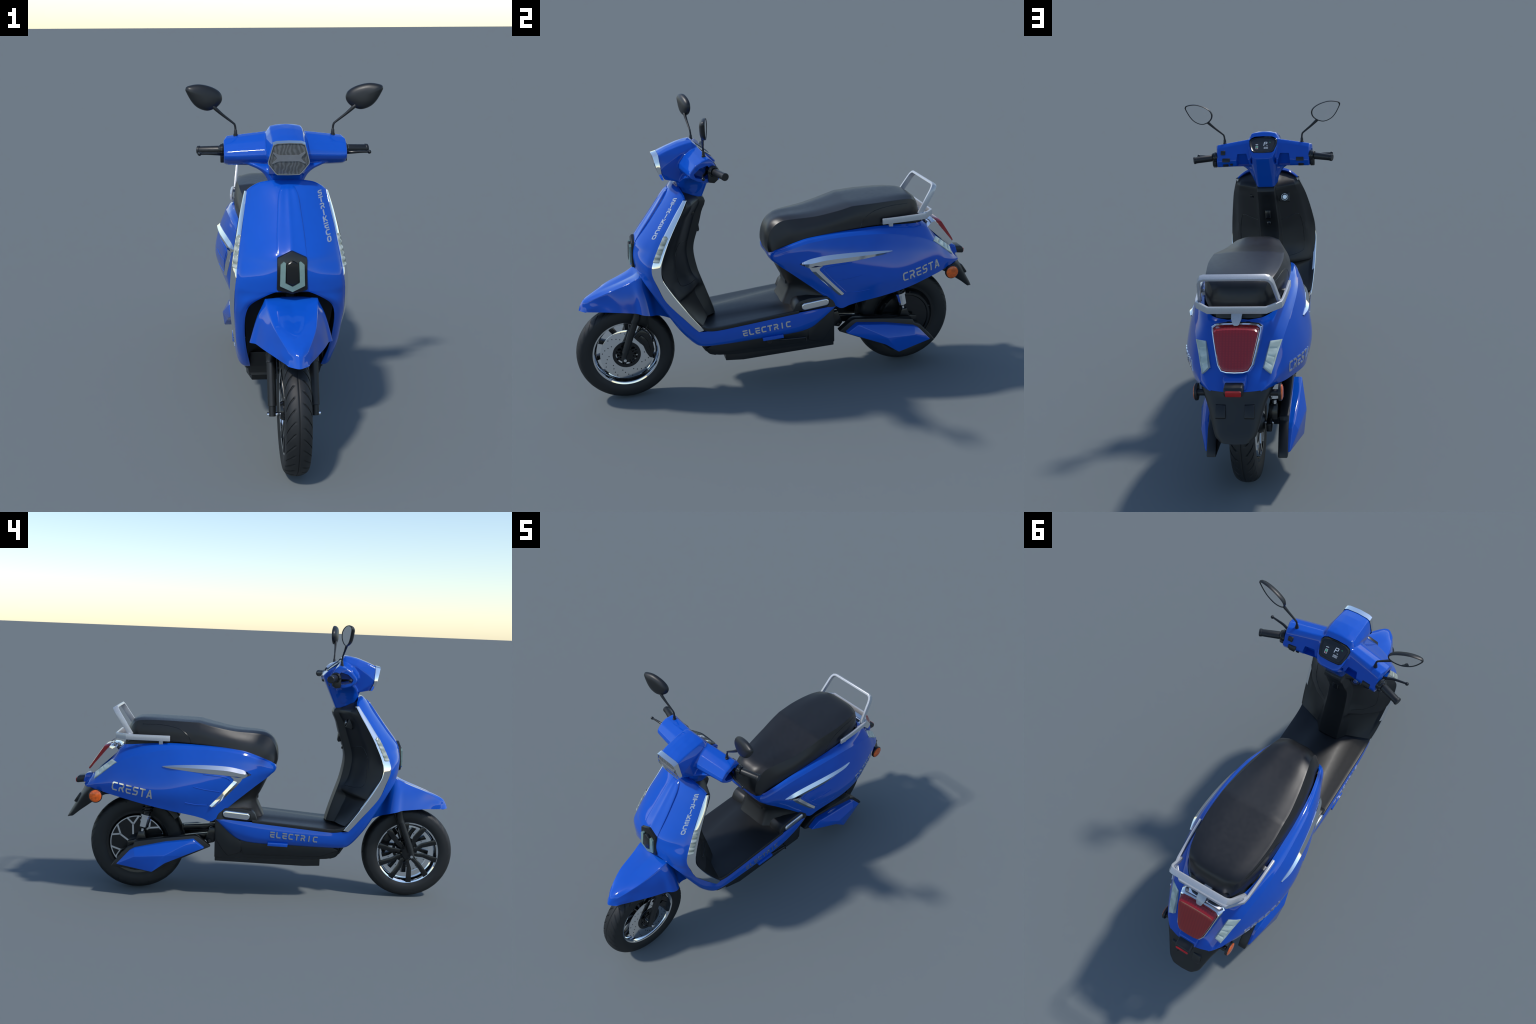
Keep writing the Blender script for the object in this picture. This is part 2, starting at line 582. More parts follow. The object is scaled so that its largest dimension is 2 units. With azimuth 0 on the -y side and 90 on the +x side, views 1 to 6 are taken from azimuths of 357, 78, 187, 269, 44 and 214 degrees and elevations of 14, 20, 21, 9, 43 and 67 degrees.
# ------------------------------------------------------------------ front fender
# columns: crown centre -> crown edge -> flank -> lower edge ; rows run from the tip back
fender_net = [
    [(0, -0.966, 0.471), (0.008, -0.963, 0.471), (0.016, -0.957, 0.471), (0.028, -0.947, 0.471), (0.036, -0.938, 0.471)],
    [(0, -0.955, 0.498), (0.010, -0.951, 0.498), (0.019, -0.944, 0.497), (0.036, -0.928, 0.486), (0.044, -0.918, 0.472)],
    [(0, -0.936, 0.522), (0.017, -0.932, 0.522), (0.034, -0.922, 0.518), (0.053, -0.900, 0.497), (0.060, -0.888, 0.474)],
    [(0, -0.885, 0.548), (0.028, -0.882, 0.548), (0.056, -0.874, 0.545), (0.078, -0.850, 0.515), (0.086, -0.836, 0.477)],
    [(0, -0.828, 0.568), (0.036, -0.828, 0.569), (0.073, -0.823, 0.569), (0.100, -0.795, 0.530), (0.111, -0.778, 0.477)],
    [(0, -0.768, 0.588), (0.041, -0.768, 0.591), (0.083, -0.764, 0.591), (0.114, -0.745, 0.545), (0.127, -0.730, 0.475)],
    [(0, -0.728, 0.603), (0.044, -0.728, 0.607), (0.089, -0.724, 0.608), (0.122, -0.710, 0.558), (0.136, -0.704, 0.473)],
    [(0, -0.700, 0.615), (0.046, -0.700, 0.619), (0.093, -0.698, 0.622), (0.130, -0.688, 0.568), (0.151, -0.680, 0.468)],
    [(0, -0.680, 0.627), (0.047, -0.679, 0.629), (0.096, -0.677, 0.630), (0.133, -0.666, 0.566), (0.154, -0.656, 0.463)],
    [(0, -0.662, 0.633), (0.047, -0.660, 0.634), (0.095, -0.657, 0.630), (0.126, -0.644, 0.556), (0.141, -0.634, 0.455)],
    [(0, -0.640, 0.630), (0.041, -0.637, 0.628), (0.076, -0.632, 0.616), (0.104, -0.618, 0.542), (0.116, -0.612, 0.445)],
    [(0, -0.600, 0.600), (0.040, -0.597, 0.596), (0.072, -0.592, 0.580), (0.094, -0.584, 0.515), (0.102, -0.580, 0.430)],
    [(0, -0.560, 0.560), (0.040, -0.558, 0.555), (0.068, -0.555, 0.540), (0.086, -0.551, 0.485), (0.094, -0.550, 0.413)],
    [(0, -0.540, 0.525), (0.038, -0.539, 0.522), (0.064, -0.538, 0.505), (0.080, -0.537, 0.460), (0.088, -0.537, 0.405)],
]
fender_net = [[(x - (0.007 if c == 3 and 2 < r < 11 else 0.0), y, z) for c, (x, y, z) in enumerate(row)] for r, row in enumerate(fender_net)]
fender = net_surface("front_fender", fender_net, 6, 6, M_BLUE, ROOT, ref=(0, -0.75, 0.42), thick=0.002, smooth=34, creases=(2,), bev=0.002, bev_ang=34)

# ------------------------------------------------------------------ apron with side skirts (one blue skin per side, welded on the centre)
apron_net = [
    [(0, -0.463, 1.035), (0.050, -0.461, 1.034), (0.098, -0.456, 1.026), (0.130, -0.449, 1.011), (0.150, -0.446, 0.995)],
    [(0, -0.496, 1.034), (0.050, -0.492, 1.033), (0.100, -0.480, 1.025), (0.131, -0.468, 1.010), (0.151, -0.457, 0.995)],
    [(0, -0.563, 0.950), (0.050, -0.555, 0.950), (0.100, -0.537, 0.947), (0.138, -0.515, 0.943), (0.160, -0.495, 0.940)],
    [(0, -0.626, 0.870), (0.055, -0.616, 0.870), (0.108, -0.595, 0.868), (0.151, -0.568, 0.867), (0.173, -0.545, 0.868)],
    [(0, -0.684, 0.800), (0.060, -0.672, 0.800), (0.116, -0.648, 0.799), (0.162, -0.612, 0.798), (0.185, -0.583, 0.799)],
    [(0, -0.696, 0.764), (0.060, -0.687, 0.764), (0.119, -0.664, 0.763), (0.169, -0.629, 0.762), (0.191, -0.602, 0.762)],
    [(0, -0.698, 0.720), (0.060, -0.693, 0.720), (0.125, -0.676, 0.720), (0.177, -0.648, 0.718), (0.198, -0.620, 0.715)],
    [(0, -0.692, 0.672), (0.060, -0.688, 0.671), (0.125, -0.674, 0.670), (0.183, -0.647, 0.672), (0.203, -0.622, 0.670)],
    [(0.060, -0.684, 0.661), (0.100, -0.677, 0.653), (0.145, -0.663, 0.645), (0.188, -0.636, 0.640), (0.2055, -0.613, 0.635)],
    [(0.112, -0.668, 0.634), (0.140, -0.662, 0.626), (0.169, -0.649, 0.615), (0.194, -0.624, 0.605), (0.206, -0.600, 0.600)],
    [(0.151, -0.645, 0.601), (0.166, -0.640, 0.592), (0.183, -0.628, 0.580), (0.200, -0.604, 0.570), (0.207, -0.585, 0.562)],
    [(0.166, -0.622, 0.558), (0.176, -0.616, 0.551), (0.189, -0.602, 0.541), (0.201, -0.578, 0.528), (0.206, -0.557, 0.520)],
    [(0.169, -0.592, 0.505), (0.178, -0.586, 0.498), (0.191, -0.569, 0.487), (0.201, -0.543, 0.474), (0.203, -0.517, 0.468)],
    [(0.166, -0.557, 0.444), (0.175, -0.552, 0.438), (0.188, -0.536, 0.428), (0.199, -0.508, 0.418), (0.199, -0.480, 0.423)],
    [(0.158, -0.517, 0.377), (0.168, -0.512, 0.372), (0.183, -0.496, 0.368), (0.195, -0.473, 0.374), (0.195, -0.452, 0.390)],
    [(0.144, -0.460, 0.303), (0.160, -0.454, 0.300), (0.178, -0.444, 0.310), (0.191, -0.432, 0.336), (0.192, -0.428, 0.368)],
    [(0.144, -0.415, 0.278), (0.164, -0.411, 0.279), (0.182, -0.403, 0.291), (0.193, -0.392, 0.322), (0.193, -0.383, 0.365)],
    [(0.156, -0.320, 0.276), (0.177, -0.320, 0.281), (0.192, -0.320, 0.300), (0.197, -0.318, 0.335), (0.193, -0.310, 0.367)],
    [(0.158, -0.126, 0.282), (0.180, -0.126, 0.288), (0.196, -0.126, 0.310), (0.199, -0.126, 0.350), (0.194, -0.127, 0.382)],
    [(0.158, 0.030, 0.287), (0.180, 0.030, 0.294), (0.196, 0.030, 0.320), (0.199, 0.030, 0.365), (0.194, 0.030, 0.398)],
    [(0.163, 0.107, 0.301), (0.181, 0.110, 0.311), (0.195, 0.110, 0.340), (0.198, 0.110, 0.380), (0.194, 0.110, 0.404)],
    [(0.174, 0.160, 0.337), (0.184, 0.163, 0.347), (0.194, 0.168, 0.362), (0.197, 0.172, 0.390), (0.195, 0.178, 0.409)],
    [(0.188, 0.226, 0.402), (0.190, 0.229, 0.405), (0.192, 0.231, 0.408), (0.193, 0.234, 0.411), (0.192, 0.238, 0.414)],
]
apron = net_surface("front_apron", apron_net, 6, 6, M_BLUE, ROOT, ref=(0, -0.30, 0.66), thick=0.005, smooth=40)

# raised ridge panel down the middle of the apron
def apron_y(x, z):
    """front surface of the apron at (x, z), by ray"""
    hit = APRON_BVH.ray_cast(Vector((x, -2, z)), Vector((0, 1, 0)))
    return hit[0].y if hit[0] is not None else None
APRON_BVH = bvh_of(apron)
ridge = []
for (z, hw, up) in ((1.022, 0.022, 0.004), (1.010, 0.030, 0.009), (0.985, 0.038, 0.011), (0.94, 0.043, 0.011), (0.89, 0.048, 0.0105), (0.84, 0.0515, 0.009), (0.80, 0.0535, 0.005), (0.785, 0.0545, 0.003)):
    yb = apron_y(hw, z)
    ye = apron_y(hw + 0.003, z)
    yc = apron_y(0.001, z)
    y2 = apron_y(hw * 0.45, z)
    ridge.append([(0, yc - up * 0.95, z), (hw * 0.35, y2 - up * 0.85, z), (hw * 0.72, yb - up - 0.001, z), (hw * 0.96, yb - up + 0.0015, z), (hw, yb - up * 0.4, z), (hw + 0.0005, ye + 0.004, z)])
net_surface("apron_ridge_panel", ridge, 6, 3, M_BLUE, ROOT, ref=(0, -0.3, 0.8), smooth=45)

# chrome edge trim with turn lamp
OUT = [(0.151, -0.457, 0.995), (0.160, -0.495, 0.940), (0.170, -0.530, 0.888), (0.179, -0.561, 0.840), (0.188, -0.591, 0.785), (0.195, -0.615, 0.734),
       (0.199, -0.625, 0.700), (0.203, -0.622, 0.666), (0.206, -0.603, 0.615), (0.2065, -0.577, 0.550), (0.203, -0.534, 0.490), (0.199, -0.493, 0.440),
       (0.195, -0.452, 0.390), (0.193, -0.432, 0.368)]
INN = [(0.157, -0.440, 0.994), (0.172, -0.470, 0.940), (0.184, -0.501, 0.888), (0.194, -0.528, 0.840), (0.205, -0.556, 0.785), (0.214, -0.577, 0.734),
       (0.2185, -0.585, 0.695), (0.221, -0.583, 0.660), (0.222, -0.566, 0.620), (0.220, -0.532, 0.560), (0.215, -0.492, 0.497), (0.208, -0.456, 0.443),
       (0.200, -0.420, 0.392), (0.195, -0.408, 0.374)]
trim_net = []
for a, b in zip(V(OUT), V(INN)):
    outw = Vector((0.93, -0.36, 0))
    trim_net.append([a + Vector((-0.008, 0.008, 0)), a + outw * 0.0012, a.lerp(b, 0.35) + outw * 0.0035, a.lerp(b, 0.75) + outw * 0.0035, b + outw * 0.001, b + Vector((-0.012, 0.004, 0))])
trim = net_surface("edge_trim", trim_net, 6, 3, M_CHROME, ROOT, mirror=False, ref=(0, -0.35, 0.7), smooth=50)
mirrored(trim)
# split mirror halves read as one trim part; lamps sit in its front half
def seg_between(i0, i1, n):
    A, B = V(OUT), V(INN)
    out = []
    for k in range(n):
        t = (i0 + (i1 - i0) * k / (n - 1)) / (len(A) - 1)
        out.append((cr(A, t), cr(B, t)))
    return out
lens_net = []
for k, (a, b) in enumerate(seg_between(2.85, 5.0, 25)):
    outw = Vector((0.90, -0.43, 0))
    e = 0.66 if k > 2 else 0.35 + 0.15 * k
    lift = 0.0035 + (0.0022 if (k // 2) % 2 else 0.0)
    lens_net.append([a + outw * 0.001, a + outw * lift, a.lerp(b, e * 0.5) + outw * (lift + 0.003), a.lerp(b, e) + outw * (lift + 0.0015), a.lerp(b, e + 0.04) + outw * 0.001])
mirrored(net_surface("front_turn_lamp", lens_net, 1, 3, M_INDLENS, ROOT, mirror=False, ref=(0, -0.35, 0.7), smooth=30))

# badge lamp on the nose
def pent(w, ztop, zsh, zlo, zbot):
    return [(0, ztop), (w, zsh), (w + 0.002, zlo), (0, zbot), (-w - 0.002, zlo), (-w, zsh)]
badge = empty("nose_lamp", ROOT)
def badge_plate(name, out, y_fn, depth, mat, bev):
    n = len(out)
    verts = [(x, y_fn(x, z), z) for x, z in out] + [(x, y_fn(x, z) + depth, z) for x, z in out]
    faces = [tuple(range(n)), tuple(range(n, 2 * n))] + [(i, (i + 1) % n, (i + 1) % n + n, i + n) for i in range(n)]
    o = from_data(name, verts, faces, mat, badge, smooth=25)
    bevel(o, bev, 2, 25, 25)
    return o
def badge_y(x, z):
    t = (0.815 - z) / 0.15
    return -0.692 - 0.021 * math.sin(min(1, max(0, t * 1.7)) * math.pi * 0.5) + 0.008 * max(0, t - 0.7) / 0.3 + abs(x) * 0.09
badge_plate("lamp_housing", pent(0.054, 0.816, 0.791, 0.672, 0.658), badge_y, 0.04, M_GLOSS, 0.004)
# U-shaped marker lens
U = [(0.024, 0.775), (0.031, 0.779), (0.043, 0.768), (0.045, 0.690), (0.0, 0.668), (-0.045, 0.690), (-0.043, 0.768), (-0.031, 0.779), (-0.024, 0.775),
     (-0.026, 0.702), (0.0, 0.688), (0.026, 0.702)]
def ubar(pts):
    verts = [(x, badge_y(x, z) - 0.003, z) for x, z in pts] + [(x, badge_y(x, z) + 0.01, z) for x, z in pts]
    n = len(pts)
    quads = [(0, 1, 2, 11), (2, 3, 4, 11), (11, 4, 10), (4, 9, 10), (4, 5, 6, 9), (6, 7, 8, 9)]
    faces = [q for q in quads] + [tuple(i + n for i in q) for q in quads] + [(i, (i + 1) % n, (i + 1) % n + n, i + n) for i in range(n)]
    return verts, faces
uv_, uf_ = ubar(U)
from_data("marker_lens", uv_, uf_, M_TEAL, badge, smooth=20)
badge_plate("centre_cap", [(0, 0.783), (0.019, 0.773), (0.023, 0.76), (0.023, 0.705), (0, 0.691), (-0.023, 0.705), (-0.023, 0.76), (-0.019, 0.773)],
            lambda x, z: badge_y(x, z) - 0.004, 0.02, M_GLOSS, 0.004)

# ------------------------------------------------------------------ black inner leg shield with tunnel and glove boxes
leg_net = [
    [(0, -0.470, 1.022), (0.040, -0.468, 1.022), (0.062, -0.466, 1.020), (0.095, -0.462, 1.014), (0.120, -0.455, 1.005), (0.140, -0.448, 0.995), (0.156, -0.440, 0.986)],
    [(0, -0.337, 0.968), (0.042, -0.339, 0.968), (0.048, -0.368, 0.966), (0.095, -0.392, 0.966), (0.138, -0.414, 0.964), (0.156, -0.440, 0.958), (0.169, -0.462, 0.950)],
    [(0, -0.352, 0.900), (0.043, -0.354, 0.900), (0.052, -0.388, 0.900), (0.105, -0.418, 0.900), (0.150, -0.445, 0.900), (0.168, -0.475, 0.900), (0.184, -0.494, 0.900)],
    [(0, -0.373, 0.827), (0.045, -0.375, 0.827), (0.055, -0.412, 0.827), (0.110, -0.446, 0.827), (0.160, -0.478, 0.827), (0.180, -0.515, 0.827), (0.199, -0.536, 0.827)],
    [(0, -0.397, 0.755), (0.047, -0.399, 0.755), (0.058, -0.434, 0.755), (0.115, -0.468, 0.755), (0.168, -0.506, 0.755), (0.190, -0.548, 0.755), (0.211, -0.568, 0.755)],
    [(0, -0.400, 0.700), (0.048, -0.402, 0.700), (0.060, -0.436, 0.700), (0.118, -0.470, 0.700), (0.174, -0.512, 0.700), (0.197, -0.560, 0.700), (0.2185, -0.584, 0.696)],
    [(0, -0.386, 0.620), (0.049, -0.388, 0.620), (0.062, -0.420, 0.620), (0.120, -0.456, 0.620), (0.178, -0.508, 0.620), (0.202, -0.545, 0.620), (0.220, -0.565, 0.620)],
    [(0, -0.368, 0.560), (0.050, -0.370, 0.560), (0.068, -0.398, 0.566), (0.125, -0.434, 0.556), (0.184, -0.490, 0.544), (0.203, -0.520, 0.545), (0.217, -0.532, 0.562)],
    [(0, -0.360, 0.535), (0.050, -0.362, 0.535), (0.074, -0.420, 0.530), (0.130, -0.462, 0.520), (0.187, -0.502, 0.524), (0.203, -0.507, 0.524), (0.215, -0.512, 0.530)],
    [(0, -0.338, 0.465), (0.050, -0.340, 0.465), (0.078, -0.392, 0.455), (0.130, -0.424, 0.446), (0.180, -0.445, 0.444), (0.197, -0.452, 0.446), (0.207, -0.456, 0.446)],
    [(0, -0.322, 0.400), (0.050, -0.326, 0.396), (0.082, -0.368, 0.396), (0.130, -0.386, 0.394), (0.176, -0.402, 0.396), (0.191, -0.412, 0.396), (0.198, -0.418, 0.394)],
]
for r in range(1, len(leg_net)):            # columns 0-1 are the tunnel, 2-4 the glove boxes
    k = 0.009 if r < 10 else 0.004
    leg_net[r] = [(x, y - (k if c < 2 else (0.010 if (c < 5 and 2 <= r <= 6) else 0.004 if c < 5 else 0.0)), z) for c, (x, y, z) in enumerate(leg_net[r])]
leg = net_surface("leg_shield", leg_net, 4, 2, M_BLACK, ROOT, ref=(0, -0.75, 0.72), vlin=True, ulin=False, smooth=30, bev=0.006, bev_ang=22)
LEG_BVH = bvh_of(leg)
def on_leg(x, z):
    h = LEG_BVH.ray_cast(Vector((x, 1, z)), Vector((0, -1, 0)))
    return h[0], h[1]
# ignition lock, latch, hook, fuse cover on the inner shield
p, n = on_leg(-0.085, 0.905)
prism("lock_recess", [(-0.001, 0), (0.001, 0)] if False else [(p.y - 0.02, 0.872), (p.y + 0.014, 0.885), (p.y - 0.006, 0.938), (p.y - 0.025, 0.94)], -0.110, -0.058, M_BLACK, ROOT, bev=0.003)
lock = empty("ignition_lock", ROOT)
def knob(name, p, n, prof, mat, parent, seg=32):
    o = lathe(name, prof, mat, parent, seg=seg)
    q = Vector((1, 0, 0)).rotation_difference(Vector(n))
    o.data.transform(Matrix.Translation(p) @ q.to_matrix().to_4x4())
    return o
ln = Vector((-0.15, 0.95, 0.25)).normalized()
lp = Vector((-0.085, p.y + 0.008, 0.905))
knob("lock_ring", lp, ln, [(-0.01, 0.0), (-0.01, 0.018), (0.005, 0.018), (0.006, 0.0165), (0.006, 0.0150), (0.002, 0.0145), (0.002, 0.0)], M_GLOSS, lock)
knob("lock_ring", lp, ln, [(0.0, 0.0155), (0.0066, 0.0155), (0.0066, 0.0168), (0.0, 0.0168)], M_KEYMETAL, lock)
knob("lock_barrel", lp, ln, [(0.0, 0.0), (0.0, 0.0112), (0.007, 0.0112), (0.008, 0.0100), (0.008, 0.0)], M_KEYMETAL, lock)
hz = 0.823
p, n = on_leg(0.0, hz)
prism("bag_hook", [(p.y - 0.01, hz + 0.026), (p.y + 0.007, hz + 0.022), (p.y + 0.010, hz - 0.018), (p.y + 0.004, hz - 0.026), (p.y - 0.012, hz - 0.02)], -0.014, 0.014, M_GLOSS, ROOT, bev=0.003)
p, n = on_leg(0.0, 0.772)
knob("box_lock", p, (0, 1, 0.2), [(-0.01, 0.0), (-0.01, 0.010), (0.003, 0.010), (0.004, 0.008), (0.004, 0.0)], M_GLOSS, ROOT)
p, n = on_leg(0.078, 0.912)
box("socket_cover", (0.068, p.y - 0.01, 0.905), (0.088, p.y + 0.004, 0.919), M_GLOSS, ROOT, bev=0.002)
# glove box lid outlines: thin grooved seam lines that follow the shield
def seam_on(name, pts, bvh, cast_dir, r, mat, parent, n=60, closed=False, lift=0.0):
    P = curve(pts, n, closed)
    out = []
    d = Vector(cast_dir)
    for p in P:
        h = bvh.ray_cast(p - d * 1.5, d)
        if h[0] is not None:
            out.append(h[0] - d * lift)
    if closed:
        out.append(out[0].copy())
    return tube(name, [tuple(q) for q in out], r, mat, parent, n=6)
for sx in (-1, 1):
    seam_on("glove_box_seam", [(0.060 * sx, 0, 0.775), (0.10 * sx, 0, 0.785), (0.135 * sx, 0, 0.792), (0.150 * sx, 0, 0.775), (0.162 * sx, 0, 0.71),
                                (0.165 * sx, 0, 0.62), (0.158 * sx, 0, 0.592), (0.12 * sx, 0, 0.585), (0.075 * sx, 0, 0.585)], LEG_BVH, (0, -1, 0), 0.0012, M_GLOSS, ROOT)

# panel behind the front wheel closing the apron from inside
well = []
for (y, z, w) in ((-0.650, 0.700, 0.165), (-0.615, 0.640, 0.165), (-0.560, 0.560, 0.166), (-0.500, 0.470, 0.162), (-0.450, 0.380, 0.155), (-0.415, 0.300, 0.150), (-0.385, 0.232, 0.142), (-0.350, 0.214, 0.141)):
    well.append([(0, y + 0.03, z), (w * 0.5, y + 0.025, z), (w * 0.85, y + 0.01, z), (w, y - 0.004, z)])
net_surface("wheel_well", well, 4, 3, M_BLACK, ROOT, ref=(0, 0, 0.5), thick=0.004)
box("wheel_well_top", (-0.10, -0.675, 0.655), (0.10, -0.60, 0.69), M_BLACK, ROOT, bev=0.006)
lathe("steering_column", [(0.44, 0.0), (0.44, 0.03), (0.64, 0.03), (1.0, 0.028), (1.0, 0.0)], M_GLOSS, ROOT, seg=24, axis='Z', center=(0, 0, 0))
sc = bpy.data.objects["steering_column"]
for v in sc.data.vertices:          # raked back towards the rider
    v.co.y += -0.70 + (v.co.z - 0.44) * 0.50

# ------------------------------------------------------------------ floor, tray, peg
floor_net = []
for (y, z0, zc, hw) in ((-0.425, 0.400, 0.410, 0.05), (-0.405, 0.388, 0.398, 0.05), (-0.380, 0.3805, 0.393, 0.05), (-0.330, 0.379, 0.394, 0.05), (-0.20, 0.390, 0.405, 0.062), (-0.05, 0.403, 0.418, 0.078), (0.05, 0.411, 0.425, 0.085)):
    floor_net.append([(0, y, z0 + 0.012), (hw, y, z0 + 0.0105), (hw + 0.05, y, z0 + 0.001), (0.165, y, z0), (0.1935, y, z0), (0.1945, y, z0 - 0.003), (0.1945, y, z0 - 0.017), (0.18, y, z0 - 0.020)])
net_surface("floorboard", floor_net, 5, 2, M_BLACK, ROOT, ref=(0, -0.1, 0.2), vlin=True, smooth=30, bev=0.004, bev_ang=18)
tray_front = [(-0.430, 0.340), (-0.424, 0.280), (-0.400, 0.242), (-0.368, 0.219), (-0.334, 0.212)]
hull("under_tray", both([(0.142, y, z) for y, z in tray_front] + [(0.152, y, z) for y, z in ((-0.25, 0.209), (0.10, 0.205), (0.234, 0.205), (0.236, 0.380), (0.10, 0.300), (-0.30, 0.300))]
     + [(0.12, 0.236, 0.404), (0.12, -0.30, 0.36), (0.14, 0.10, 0.385)]), M_BLACK, ROOT, bev=0.005)
hull("battery_box", both([(0.128, -0.303, 0.171), (0.128, -0.303, 0.24), (0.146, -0.22, 0.172), (0.146, -0.22, 0.24), (0.146, 0.232, 0.185), (0.146, 0.232, 0.24)]), M_BLACK, ROOT, bev=0.003)
for s in (1, -1):
    prism("tray_side_panel", [(0.20, 0.40), (0.130, 0.32), (0.10, 0.290), (0.10, 0.235), (0.165, 0.215), (0.19, 0.24), (0.232, 0.30), (0.234, 0.405)], s * 0.10, s * 0.160, M_BLACK, ROOT, bev=0.006)
    prism("tray_rail", [(-0.40, 0.262), (-0.30, 0.225), (0.09, 0.222), (0.12, 0.30), (-0.30, 0.30)], s * 0.13, s * 0.158, M_BLACK, ROOT, bev=0.008)

post_net = [
    [(0, -0.030, 0.672), (0.070, -0.030, 0.672), (0.105, -0.018, 0.672), (0.128, 0.010, 0.672), (0.145, 0.070, 0.672), (0.150, 0.16, 0.672)],
    [(0, -0.030, 0.630), (0.068, -0.028, 0.630), (0.104, -0.010, 0.630), (0.130, 0.020, 0.630), (0.150, 0.080, 0.630), (0.155, 0.18, 0.630)],
    [(0, -0.012, 0.580), (0.066, -0.008, 0.580), (0.098, 0.012, 0.580), (0.126, 0.050, 0.580), (0.154, 0.110, 0.580), (0.165, 0.20, 0.580)],
    [(0, 0.010, 0.535), (0.064, 0.013, 0.535), (0.090, 0.034, 0.535), (0.118, 0.080, 0.535), (0.160, 0.150, 0.530), (0.172, 0.22, 0.53)],
    [(0, 0.026, 0.500), (0.064, 0.028, 0.500), (0.086, 0.046, 0.500), (0.116, 0.095, 0.495), (0.168, 0.180, 0.480), (0.176, 0.23, 0.48)],
    [(0, 0.008, 0.450), (0.072, 0.010, 0.450), (0.092, 0.034, 0.450), (0.122, 0.080, 0.455), (0.178, 0.200, 0.455), (0.180, 0.235, 0.455)],
    [(0, -0.014, 0.408), (0.080, -0.012, 0.408), (0.098, 0.014, 0.408), (0.126, 0.060, 0.410), (0.184, 0.200, 0.410), (0.185, 0.236, 0.410)],
]
post_net = [[(x + (0.0 if c < 2 else (0.008, 0.014, 0.012, 0.006)[c - 2]), y, z) for c, (x, y, z) in enumerate(r)] for r in post_net]
net_surface("seat_post_cover", post_net, 5, 4, M_BLACK, ROOT, ref=(0, 0.25, 0.55), thick=0.003, smooth=40)
peg_prof = [(0.022, 0.404), (0.036, 0.440), (0.052, 0.456), (0.10, 0.466), (0.19, 0.466), (0.238, 0.416), (0.236, 0.404)]
for sx in (-1, 1):
    prism("peg_pedestal", peg_prof, sx * 0.10, sx * 0.192, M_BLACK, ROOT, bev=0.006)
    # pill-shaped folding peg
    pts = []
    A, B, r = Vector((0, 0.080, 0.4285)), Vector((0, 0.180, 0.4385)), 0.0175
    d = (B - A).normalized(); u = Vector((0, -d.z, d.y))
    for k in range(13):
        a = math.pi * (0.5 + k / 12)
        q = A + (d * math.cos(a) + u * math.sin(a)) * r
        pts.append((q.y, q.z))
    for k in range(13):
        a = math.pi * (-0.5 + k / 12)
        q = B + (d * math.cos(a) + u * math.sin(a)) * r
        pts.append((q.y, q.z))
    prism("foot_peg", pts, sx * 0.17, sx * 0.2005, M_CHROME, ROOT, bev=0.005, seg=3)
    big = [(A.y + (y - A.y) * 1.0 + (0.006 if y > 0.13 else -0.006), z + (0.006 if z > 0.4335 else -0.006)) for y, z in pts]
    prism("peg_recess", big, sx * 0.16, sx * 0.1935, M_GLOSS, ROOT, bev=0.002)
# blue lug and side stand on the +x side, lug on both
for sx in (-1, 1):
    prism("skirt_lug", [(-0.130, 0.2805), (-0.030, 0.2835), (-0.032, 0.300), (-0.132, 0.297)], sx * 0.16, sx * 0.2005, M_BLUE, ROOT, bev=0.001)
stand = empty("side_stand", ROOT)
tube("stand_leg", [(0.150, -0.095, 0.268), (0.170, -0.04, 0.262), (0.182, 0.07, 0.262), (0.186, 0.085, 0.262)], 0.0055, M_GLOSS, stand, samples=14, n=10)
tube("stand_foot", [(0.186, 0.082, 0.270), (0.188, 0.084, 0.246)], 0.004, M_GLOSS, stand, n=8)
lathe("stand_pivot", [(0.14, 0), (0.14, 0.014), (0.178, 0.014), (0.178, 0)], M_GLOSS, stand, seg=20, center=(0, -0.095, 0.268))

